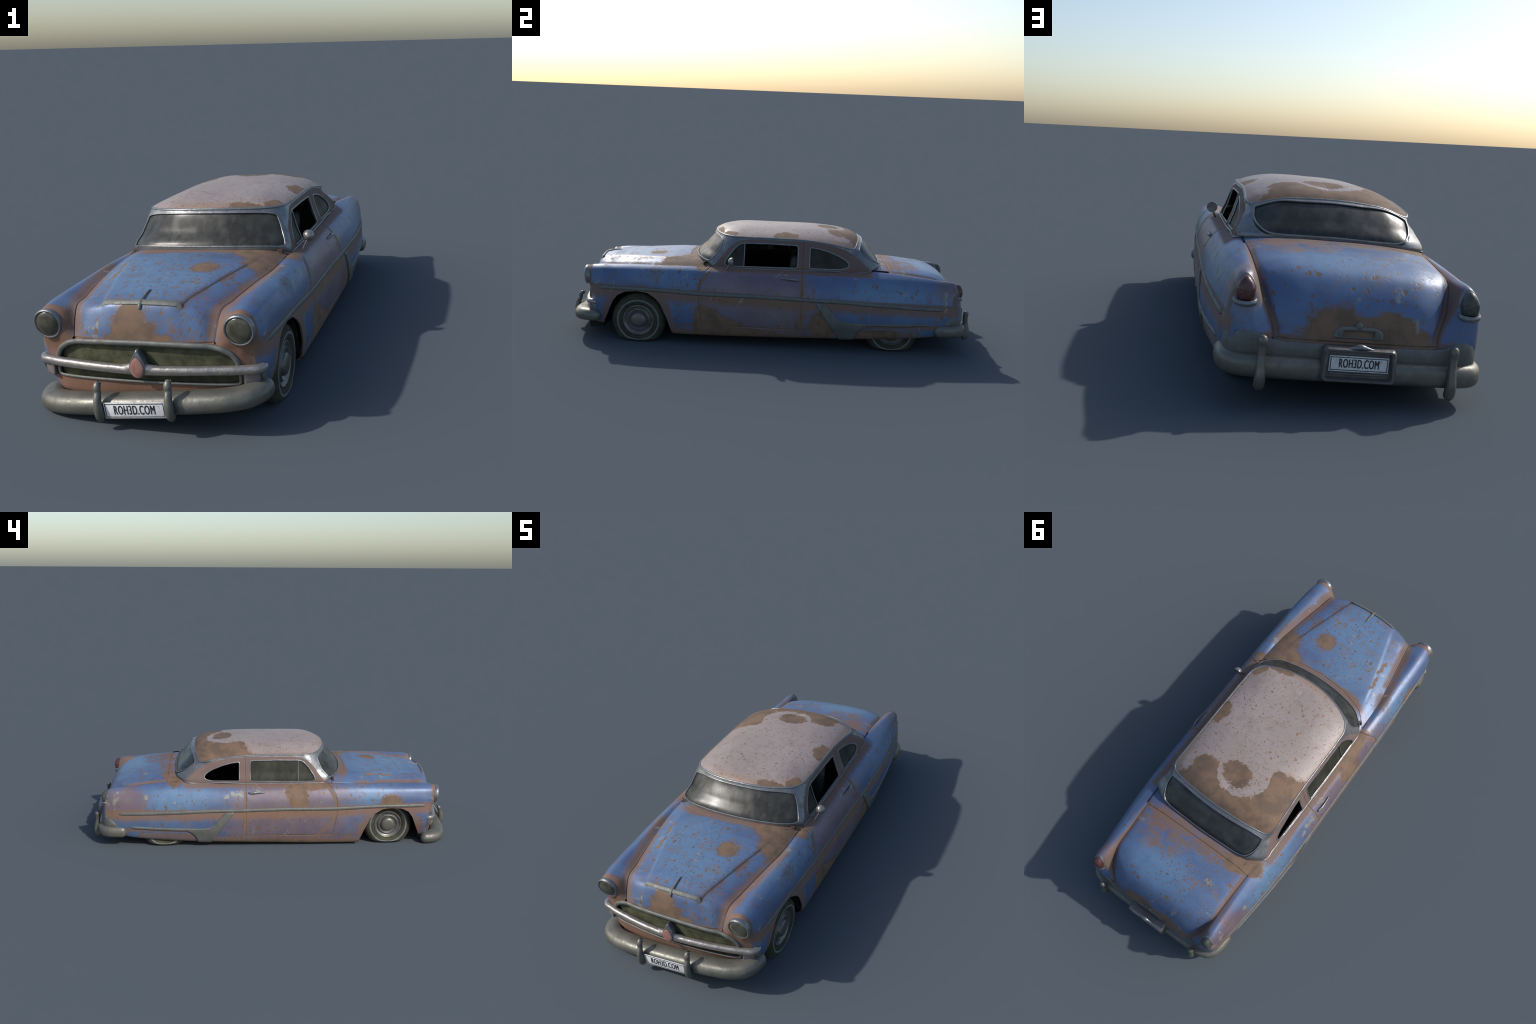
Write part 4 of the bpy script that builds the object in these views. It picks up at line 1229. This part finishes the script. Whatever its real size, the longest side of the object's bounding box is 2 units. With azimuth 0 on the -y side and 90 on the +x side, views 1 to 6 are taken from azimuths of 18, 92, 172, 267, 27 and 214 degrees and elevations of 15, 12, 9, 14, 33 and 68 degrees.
# tail lamps: a pointed jewel on a chrome lip; one has lost its red lens
def tail_outline(s_, m=44):
    a_ = np.linspace(0, 2 * np.pi, m, endpoint=False)
    x = .0265 * np.sin(a_); z = np.cos(a_)
    x = x * np.where(z > 0, 1 - .16 * z ** 2, 1 + .02 * z ** 2)
    x = np.sign(x) * np.abs(x / .0265) ** np.where(z > 0, 1, .8) * .0265
    zz = np.where(z > 0, .038 * z + .003 * z ** 6, .029 * np.sign(z) * np.abs(z) ** .55)
    return x * s_, zz * s_
for sgn in (1, -1):
    base_c = np.array([sgn * .302, 0, .289])
    def layers(lst):
        V = []
        for y, s_, dz in lst:
            x, z = tail_outline(s_)
            V += [(base_c[0] + a_, y - .10 * (b_ + .01) * (y < .925) - .20 * max(b_ - .012, 0) , base_c[2] + dz + b_) for a_, b_ in zip(x, z)]
        n_ = 44; F = [(k * n_ + i, k * n_ + (i + 1) % n_, (k + 1) * n_ + (i + 1) % n_, (k + 1) * n_ + i) for k in range(len(lst) - 1) for i in range(n_)]
        F.append(tuple((len(lst) - 1) * n_ + i for i in range(n_)))
        F = [tuple(reversed(f)) for f in F]
        return V, F
    V, F = layers([(.895, 1.12, 0), (.911, 1.12, 0), (.916, 1.06, 0), (.917, .97, 0)])
    obj("tail_lamp_ring", V, F, CHROME, smooth=60)
    V, F = layers([(.912, .97, 0), (.926, .95, 0), (.933, .87, .0), (.9375, .72, .0), (.9395, .45, 0)])
    # moulded cross ribs
    V = np.array(V)
    V[:, 1] += .0012 * (np.sin((V[:, 2] - .255) * 2 * np.pi / .0125) > .55) * (V[:, 1] > .915) * (V[:, 2] < .318)
    obj("tail_lamp_lens", V, F, REDLENS if sgn > 0 else SOOTLENS, smooth=60)
    lip = curve([(sgn * .302 - .0275, .912, .268), (sgn * .302 - .025, .930, .261), (sgn * .302, .938, .257), (sgn * .302 + .025, .930, .261), (sgn * .302 + .0275, .912, .268)], 24)
    V, F = sweep(lip, ellipse(.0055, .0075, 10), scale=np.clip(np.minimum(np.arange(24), np.arange(24)[::-1]) / 3 + .3, 0, 1))
    obj("tail_lamp_lip", V, F, CHROME)

# chrome bow across the hood, with the fin behind it
def ontop(x, y):
    h = SOLID_ALL.ray_cast(Vector((x, y, 2)), Vector((0, 0, -1)))
    return h[0].z, np.array(h[1])
bow = []
for x in np.linspace(-.127, .127, 60):
    y = -.863 + .45 * x * x
    bow.append((x, y - .004 * 0, ontop(x, y)[0] + .0005))
bow = np.array(bow); bow[:3, 2] -= [.010, .006, .002]; bow[-3:, 2] -= [.002, .006, .010]
bow[:3, 1] -= [.006, .004, .001]; bow[-3:, 1] -= [.001, .004, .006]
V, F = sweep(bow, ellipse(.0100, .0042, 12, 2.6), up=np.array([0, -.62, .78]), scale=np.clip(np.minimum(np.arange(60), np.arange(60)[::-1]) / 6 + .75, 0, 1.0))
obj("hood_bow", V, F, OLDTRIM)
fin = []
ys = np.linspace(-.878, -.786, 40)
for y in ys:
    fin.append((.002, y, ontop(0, max(y, -.870))[0]))
fin = np.array(fin); fin[0, 2] -= .010; fin[1, 2] -= .004
hgt = np.interp(ys, [-.878, -.868, -.84, -.80, -.786], [.003, .0065, .0065, .005, .001])
V, F = sweep(fin, ellipse(.0080, 1.0, 12), scale=np.stack([np.interp(ys, [-.878, -.86, -.786], [.7, 1, .25]), hgt], 1))
obj("hood_fin", V, F, OLDTRIM)

# ----------------------------------------------------------------------------------
# bumpers
# ----------------------------------------------------------------------------------
def bumper(ctrl, zmid, prof, m=160, endlen=.03):
    p = np.array([(x, y) for x, y in ctrl]); p = np.vstack([p[::-1] * [-1, 1], p[1:]])
    c = curve(p, m); path = np.column_stack([c, np.full(m, zmid)])
    s_ = np.concatenate([[0], np.cumsum(np.linalg.norm(np.diff(path, axis=0), axis=1))])
    e = np.minimum(s_, s_[-1] - s_)
    sc = np.sqrt(np.clip(e / endlen, .0, 1) * (2 - np.clip(e / endlen, 0, 1)) + .02)
    return sweep(path, prof, scale=np.clip(sc, .25, 1))
# profile: side axis points outward (side = tangent x up)
def flip(prof): return prof * [-1, 1]
FRONT_PROF = np.array([(-.034, -.020), (-.012, -.0255), (.006, -.0275), (.016, -.023), (.0225, -.011), (.0240, .000), (.021, .013), (.011, .025),
                       (-.008, .031), (-.034, .030), (-.050, .022), (-.054, .000), (-.048, -.014)])
front_ctrl = [(0, -.950), (.10, -.948), (.20, -.943), (.28, -.930), (.327, -.907), (.349, -.874), (.356, -.840), (.356, -.806)]
V, F = bumper(front_ctrl, .0745, curve(FRONT_PROF, 30, closed=True))
fb = obj("front_bumper", V, F, BUMPERMAT, frame=BUMPER, smooth=60)
for sgn in (1, -1):
    gpth = curve([(sgn * .113, -.968, .046), (sgn * .113, -.982, .056), (sgn * .113, -.986, .080), (sgn * .113, -.983, .105), (sgn * .113, -.974, .128),
                  (sgn * .113, -.972, .143), (sgn * .113, -.962, .151), (sgn * .113, -.952, .149)], 40)
    k = np.linspace(0, 1, 40)
    V, F = sweep(gpth, ellipse(.0125, .0145, 16), up=np.array([0, -1, .05]),
                 scale=np.stack([np.interp(k, [0, .08, .3, .65, .85, 1], [.5, 1.05, 1.1, .85, .95, .45]), np.interp(k, [0, .08, .3, .6, .72, .9, 1], [.5, 1, 1.05, .85, .65, .75, .4])], 1))
    obj("bumper_guard", V, F, BUMPERMAT, frame=BUMPER, smooth=60)
    # small dimple left by a missing bolt
    V, F = lathe([(.0042, .0), (.0042, .0022), (.0018, .0030), (0, .0030)], 14)
    R = np.stack([V[:, 1], -V[:, 0] - .9612, V[:, 2]], 1) + [sgn * .222, 0, .075]
    obj("bumper_bolt", R, F, UNDERSIDE, frame=BUMPER)
    # bumper irons
    V, F = sweep([(sgn * .20, -.86, .072), (sgn * .20, -.935, .074)], ellipse(.012, .008, 8)); obj("bumper_iron", V, F, UNDERSIDE, frame=BUMPER)

REAR_PROF = np.array([(-.030, -.022), (-.010, -.030), (.008, -.0310), (.019, -.024), (.0235, -.008), (.0235, .004), (.019, .019), (.008, .028),
                      (-.008, .030), (-.026, .027), (-.034, .0)])
rear_ctrl = [(0, .955), (.12, .955), (.22, .953), (.28, .949), (.316, .936), (.335, .908), (.341, .865), (.340, .810)]
V, F = bumper(rear_ctrl, .1030, flip(curve(REAR_PROF, 30, closed=True)))
F = [tuple(reversed(f)) for f in F]
obj("rear_bumper", V, F, BUMPERMAT, smooth=60)
for sgn in (1, -1):
    gpth = curve([(sgn * .253, .965, .055), (sgn * .253, .977, .060), (sgn * .253, .983, .080), (sgn * .253, .981, .110), (sgn * .253, .977, .140),
                  (sgn * .253, .976, .160), (sgn * .253, .977, .176), (sgn * .253, .969, .183)], 40)
    k = np.linspace(0, 1, 40)
    V, F = sweep(gpth, ellipse(.0135, .0155, 16), up=np.array([0, 1, .05]),
                 scale=np.stack([np.interp(k, [0, .06, .2, .6, .85, .95, 1], [.6, 1.1, 1.12, .78, .9, .95, .5]), np.interp(k, [0, .08, .25, .6, .85, .95, 1], [.6, 1.05, 1.1, .8, .8, .95, .5])], 1))
    obj("bumper_guard", V, F, BUMPERMAT, smooth=60)

# rear plate frame: a rounded box with a sunk face and a small hooded lamp on top
def frame_ring(hx, hz, cz_, y, r, m=10):
    pts = []
    for q, (sx, sz) in enumerate(((1, 1), (-1, 1), (-1, -1), (1, -1))):
        for k in range(m):
            an = q * math.pi / 2 + math.pi / 2 * k / (m - 1)
            pts.append((sx * (hx - r) + r * math.cos(an), y, cz_ + sz * (hz - r) + r * math.sin(an)))
    return pts
L = [frame_ring(.092, .042, .126, .935, .010), frame_ring(.0975, .0465, .126, .966, .012), frame_ring(.0965, .0460, .126, .985, .012), frame_ring(.091, .0420, .126, .994, .010),
     frame_ring(.085, .037, .126, .994, .008), frame_ring(.0825, .0345, .126, .987, .006), frame_ring(.0815, .0335, .126, .9795, .005)]
V = np.array(sum(L, [])); n_ = len(L[0])
V[:, 0] += np.where(V[:, 2] < .10, np.sign(V[:, 0]) * .004 * (np.abs(V[:, 0]) > .07), 0)
F = [(k * n_ + i, (k + 1) * n_ + i, (k + 1) * n_ + (i + 1) % n_, k * n_ + (i + 1) % n_) for k in range(len(L) - 1) for i in range(n_)]
F.append(tuple(reversed([(len(L) - 1) * n_ + i for i in range(n_)])))
F = [tuple(reversed(f)) for f in F]
obj("plate_frame", V, F, CHROME_DULL, smooth=50)
V, F = sweep(curve([(-.040, .985, .168), (-.018, .986, .172), (0, .987, .175), (.018, .986, .172), (.040, .985, .168)], 24), ellipse(.010, .008, 12),
             scale=.35 + .65 * np.exp(-(np.linspace(-1, 1, 24) / .42) ** 2))
obj("plate_lamp", V, F, CHROME)
for dz in (-.0265, ):
    V, F = rbox(0, .9815, .1285 + dz, .078, .003, .0025, .0015); obj("plate_ledge", V, F, CHROME_DULL)

# number plates with their lettering
def letters(text, size, wide, depth):
    cu = bpy.data.curves.new("lettering", 'FONT'); cu.body = text; cu.size = size; cu.align_x = 'CENTER'; cu.align_y = 'CENTER'
    cu.extrude = depth; cu.offset = 0.0; cu.resolution_u = 6; cu.space_character = 1.12
    ob = bpy.data.objects.new("lettering", cu); bpy.context.scene.collection.objects.link(ob)
    dg = bpy.context.evaluated_depsgraph_get(); me = bpy.data.meshes.new_from_object(ob.evaluated_get(dg))
    bpy.data.objects.remove(ob); bpy.data.curves.remove(cu)
    v = np.array([p.co[:] for p in me.vertices]); f = [tuple(p.vertices) for p in me.polygons]
    bpy.data.meshes.remove(me)
    v[:, 0] *= wide
    return v, f
def number_plate(width, height, y, cz_, facing, frame):
    h = .0012
    V, F = rbox(0, 0, 0, width / 2, h, height / 2, .001, 2)
    V[:, 1] += y; V[:, 2] += cz_
    pl = obj("number_plate", V, F, PLATE, frame=frame)
    def add(name, v, f, mat):
        o = obj(name, v, f, mat, frame=WORLD, parent=pl, smooth=None); return o
    # border line
    fr = []
    bw, bx, bz = height * .048, width / 2 - height * .10, height / 2 - height * .10
    for (x0, z0, hx, hz) in ((0, bz, bx + bw / 2, bw / 2), (0, -bz, bx + bw / 2, bw / 2), (bx, 0, bw / 2, bz - bw / 2), (-bx, 0, bw / 2, bz - bw / 2)):
        v, f = rbox(x0, y + facing * (h + .0002), cz_ + z0, hx, .0004, hz, .0002, 1); fr.append((v, f))
    v, f = join(*fr); add("plate_border", v, f, INK)
    v, f = letters("ROH3D.COM", height * .80, .74, .0005)
    # text lies in its own x,y plane: stand it up, reading from outside
    w = np.stack([v[:, 0] * (-facing) * -1 * -1, y + facing * (h + .0003 + v[:, 2] * .5 + .0003) , cz_ + v[:, 1]], 1)
    w[:, 0] = v[:, 0] * (1 if facing < 0 else -1)
    span = np.ptp(v[:, 0]); k = width * .665 / span; w[:, 0] *= k
    bold = [w + np.array([dx, facing * dy, 0]) for dx, dy in ((-.0006, 0), (.0006, .00008))]
    w, f = join(*[(b_, f) for b_ in bold])
    add("lettering", w, f, INK)
number_plate(.196, .0495, -.9795, .0735, -1, BUMPER)
number_plate(.158, .0415, .9825, .1290, 1, BODY)

# trunk handle: bracket with a dark slot and a domed lock
def taily(x, z):
    h = SOLID_ALL.ray_cast(Vector((x, 2, z)), Vector((0, -1, 0))); return h[0].y
hp = curve([(-.061, .1895), (-.058, .203), (-.050, .2085), (-.025, .2115), (0, .2125), (.025, .2115), (.050, .2085), (.058, .203), (.061, .1895)], 60)
P = np.array([(x, taily(x, z) + .001, z) for x, z in hp])
V, F = sweep(P, ellipse(.0062, .0045, 10), up=np.array([0, 1.0, 0.2]))
handle = obj("trunk_handle", V, F, OLDTRIM)
P = np.array([(x, taily(x, .1895) + .001, .1895) for x in np.linspace(-.058, .058, 30)])
V, F = sweep(P, ellipse(.0026, .003, 8), up=np.array([0, 1.0, 0.2])); obj("trunk_handle", V, F, OLDTRIM)
for x in (-.051, .051):
    V, F = rbox(x, taily(x, .198) + .0005, .198, .009, .004, .010, .003); obj("trunk_handle_block", V, F, OLDTRIM)
V, F = lathe([(.0105, .0), (.0100, .006), (.006, .009), (0, .010)], 24)
R = np.stack([V[:, 1], V[:, 0] + taily(0, .219) - .001, V[:, 2] * 1.1 + .219], 1)
obj("trunk_lock", R, F, OLDTRIM)

# ----------------------------------------------------------------------------------
# door handles, key locks and mirror
# ----------------------------------------------------------------------------------
for sgn in (1, -1):
    ys = np.linspace(.060, .152, 36); zs = np.interp(ys, [.06, .10, .135, .152], [.3235, .3205, .3205, .3215])
    P = []; Nv = []
    for y, z in zip(ys, zs):
        p, nrm = onbody(y, z, sgn); P.append(p + nrm * np.interp(y, [.06, .075, .12, .152], [.004, .0075, .008, .003])); Nv.append(nrm)
    w = np.interp(ys, [.06, .066, .10, .128, .142, .150, .152], [.15, .55, .75, 1.15, 1.2, .8, .3])
    V, F = sweep(P, ellipse(.0058, .0046, 12), up=np.array(Nv), scale=w)
    obj("door_handle", V, F, CHROME)
    p, nrm = onbody(.137, .3205, sgn); p2 = p + nrm * .009
    V, F = sweep([p - nrm * .002, p2], ellipse(.0055, .0055, 12), up=np.array([0, 1.0, 0])); obj("door_handle_stem", V, F, CHROME)
    p, nrm = onbody(.139, .283, sgn)
    V, F = sweep([p - nrm * .002, p + nrm * .0018], ellipse(.0052, .0052, 14), up=np.array([0, 1.0, 0])); obj("key_lock", V, F, CHROME_DULL)

inv = np.array(BODY.inverted())
mc = (inv @ np.array([.331, -.180, .411, 1]))[:3]
V, F = lathe([(0, -.0165), (.006, -.0155), (.012, -.0125), (.0175, -.007), (.0205, .000), (.0212, .006), (.0205, .0085), (.0195, .0085), (.0190, .0075), (0, .0070)], 28)
R = np.stack([V[:, 1], V[:, 0], V[:, 2]], 1)
mir = obj("door_mirror", R + mc, [tuple(reversed(f)) for f in F], CHROME_BRIGHT, smooth=50)
stem = curve([mc + [-.004, -.006, -.014], mc + [-.012, -.016, -.030], mc + [-.020, -.025, -.047]], 14)
V, F = sweep(stem, ellipse(.0034, .0034, 10), up=np.array([0, 1.0, 0.3]), scale=np.linspace(.85, 1.3, 14))
obj("mirror_stem", V, F, CHROME_BRIGHT)
V, F = rbox(mc[0] - .019, mc[1] - .012, mc[2] - .050, .005, .020, .003, .0025); obj("mirror_foot", V, F, CHROME)

# ----------------------------------------------------------------------------------
# wheels: upright, tyres squashed flat on the ground
# ----------------------------------------------------------------------------------
HUBZ = .1045
def squash(V):
    V = np.array(V, float); z = V[:, 2]; low = z < -.080
    ex = np.where(low, -.080 - z, 0)
    V[:, 2] = np.where(low, -.080 - .0250 * (1 - np.exp(-ex / .0215)), z)
    V[:, 0] += np.sign(V[:, 0] + 1e-9) * .005 * np.clip(ex / .04, 0, 1) ** .7 * (np.abs(V[:, 0]) > .004)
    V[:, 1] *= 1 + .02 * np.clip(ex / .05, 0, 1)
    return V
TW = .030
def half_tyre(w=TW):
    return [(.073, w * .45), (.078, w * .80), (.088, w * .98), (.098, w * 1.0), (.108, w * .97), (.117, w * .86), (.1245, w * .62), (.1295, w * .40),
            (.1308, w * .32), (.1310, w * .28), (.1296, w * .25), (.1310, w * .20), (.1312, w * .05), (.1298, w * .02)]
for (wx, wy, sgn) in ((.337, -.6225, 1), (-.305, -.6225, -1), (.295, .612, 1), (-.303, .606, -1)):
    place = Matrix.Translation((wx, wy, HUBZ))
    h = half_tyre(); prof = [(r, x) for r, x in h] + [(r, -x) for r, x in reversed(h)]
    V, F = lathe(prof, 96)
    holder = bpy.data.objects.new("wheel", None)
    holder.empty_display_size = .1
    link(holder, None, place)
    tyre = obj("tyre", squash(V), F, TYRE, parent=holder, smooth=50)
    V, F = lathe([(.0955, TW - .0015), (.0960, TW + .0006), (.0985, TW + .00115), (.1010, TW + .00115), (.1035, TW + .0003), (.1040, TW - .0025)], 96, False)
    V[:, 0] *= sgn
    if sgn < 0: F = [tuple(reversed(f)) for f in F]
    obj("whitewall_band", squash(V), F, WHITEWALL, parent=holder, smooth=60)
    cap = [(.0765, .010), (.0770, .019), (.0755, .0240), (.0725, .0250), (.0690, .0228), (.0650, .0170), (.0600, .0150), (.0565, .0175), (.0540, .0230), (.0515, .0240),
           (.0480, .0205), (.0440, .0160), (.0405, .0150), (.0385, .0190), (.0370, .0260), (.0335, .0300), (.0240, .0325), (.0120, .0336), (0, .0340)]
    V, F = lathe(cap, 72); V[:, 0] *= sgn
    if sgn < 0: F = [tuple(reversed(f)) for f in F]
    obj("hub_cap", V, F, HUBCAP, parent=holder, smooth=35)
    V, F = lathe([(.070, -.020), (.072, .004), (0, .005)], 48); V[:, 0] *= sgn
    obj("wheel_rim", V, F, UNDERSIDE, parent=holder, smooth=35)
    V, F = sweep([(sgn * .010, .004, -.0765), (sgn * .026, .0045, -.072)], ellipse(.002, .002, 8), up=np.array([0, 1.0, 0])); obj("tyre_valve", V, F, UNDERSIDE, parent=holder)
for wy in (-.6245, .609):
    V, F = sweep([(-.27, wy, HUBZ), (.27, wy, HUBZ)], ellipse(.012, .012, 10)); obj("axle", V, F, UNDERSIDE, frame=WORLD)

# ----------------------------------------------------------------------------------
# cabin
# ----------------------------------------------------------------------------------
V, F = rbox(0, .09, .105, .335, .44, .006, .004); obj("cabin_floor", V, F, SEATMAT)
V, F = rbox(0, -.315, .24, .285, .006, .14, .004); obj("firewall", V, F, SEATMAT)
dash = curve([(0, -.330, .372), (0, -.285, .374), (0, -.250, .366), (0, -.236, .345), (0, -.240, .31), (0, -.255, .285)], 20)
W_ = .272
V = np.array([(sx, y + (abs(sx) / W_) ** 2 * .03 * (y < -.27), z - .012 * (abs(sx) / W_) ** 2) for sx in np.linspace(-W_, W_, 21) for _, y, z in dash])
F = [(i * 20 + j, i * 20 + j + 1, (i + 1) * 20 + j + 1, (i + 1) * 20 + j) for i in range(20) for j in range(19)]
obj("dashboard", V, F, DASHMAT)
def seat(name, cx, hw, y0, depth, top, backy, backtop):
    obj(name + "_cushion", *rbox(cx, y0 + depth / 2, top - .045, hw, depth / 2, .045, .025, 5), SEATMAT)
    V, F = rbox(0, 0, 0, hw, .024, (backtop - top + .10) / 2, .020, 5)
    z = V[:, 2].copy(); V[:, 0] += cx; V[:, 1] += backy + .16 * z; V[:, 2] += (backtop + top - .10) / 2
    obj(name + "_back", V, F, SEATBACK)
for cx_ in (.150, -.150):
    seat("front_seat", cx_, .082, -.10, .19, .235, .112, .418)
seat("rear_seat", 0, .262, .27, .17, .260, .450, .385)
V, F = rbox(0, .515, .372, .245, .05, .004, .003); obj("parcel_shelf", V, F, SEATMAT)
wc = np.array([-.13, -.175, .352]); an = np.linspace(0, 2 * np.pi, 48, endpoint=False)
P = np.stack([wc[0] + .068 * np.cos(an), wc[1] + .068 * np.sin(an) * .42, wc[2] + .068 * np.sin(an) * .9], 1)
V, F = sweep(P, ellipse(.004, .004, 8), up=np.array([0, -.9, .42]), closed=True); obj("steering_wheel", V, F, RUBBER)
V, F = sweep([wc, wc + [0, -.075, -.035]], ellipse(.008, .008, 10)); obj("steering_column", V, F, RUBBER)
V, F = sweep([wc + [-.067, 0, 0], wc + [.067, 0, 0]], ellipse(.004, .003, 8)); obj("steering_spoke", V, F, RUBBER)

V, F = rbox(0, -.838, .047, .31, .036, .016, .006); obj("splash_pan", V, F, UNDERSIDE)
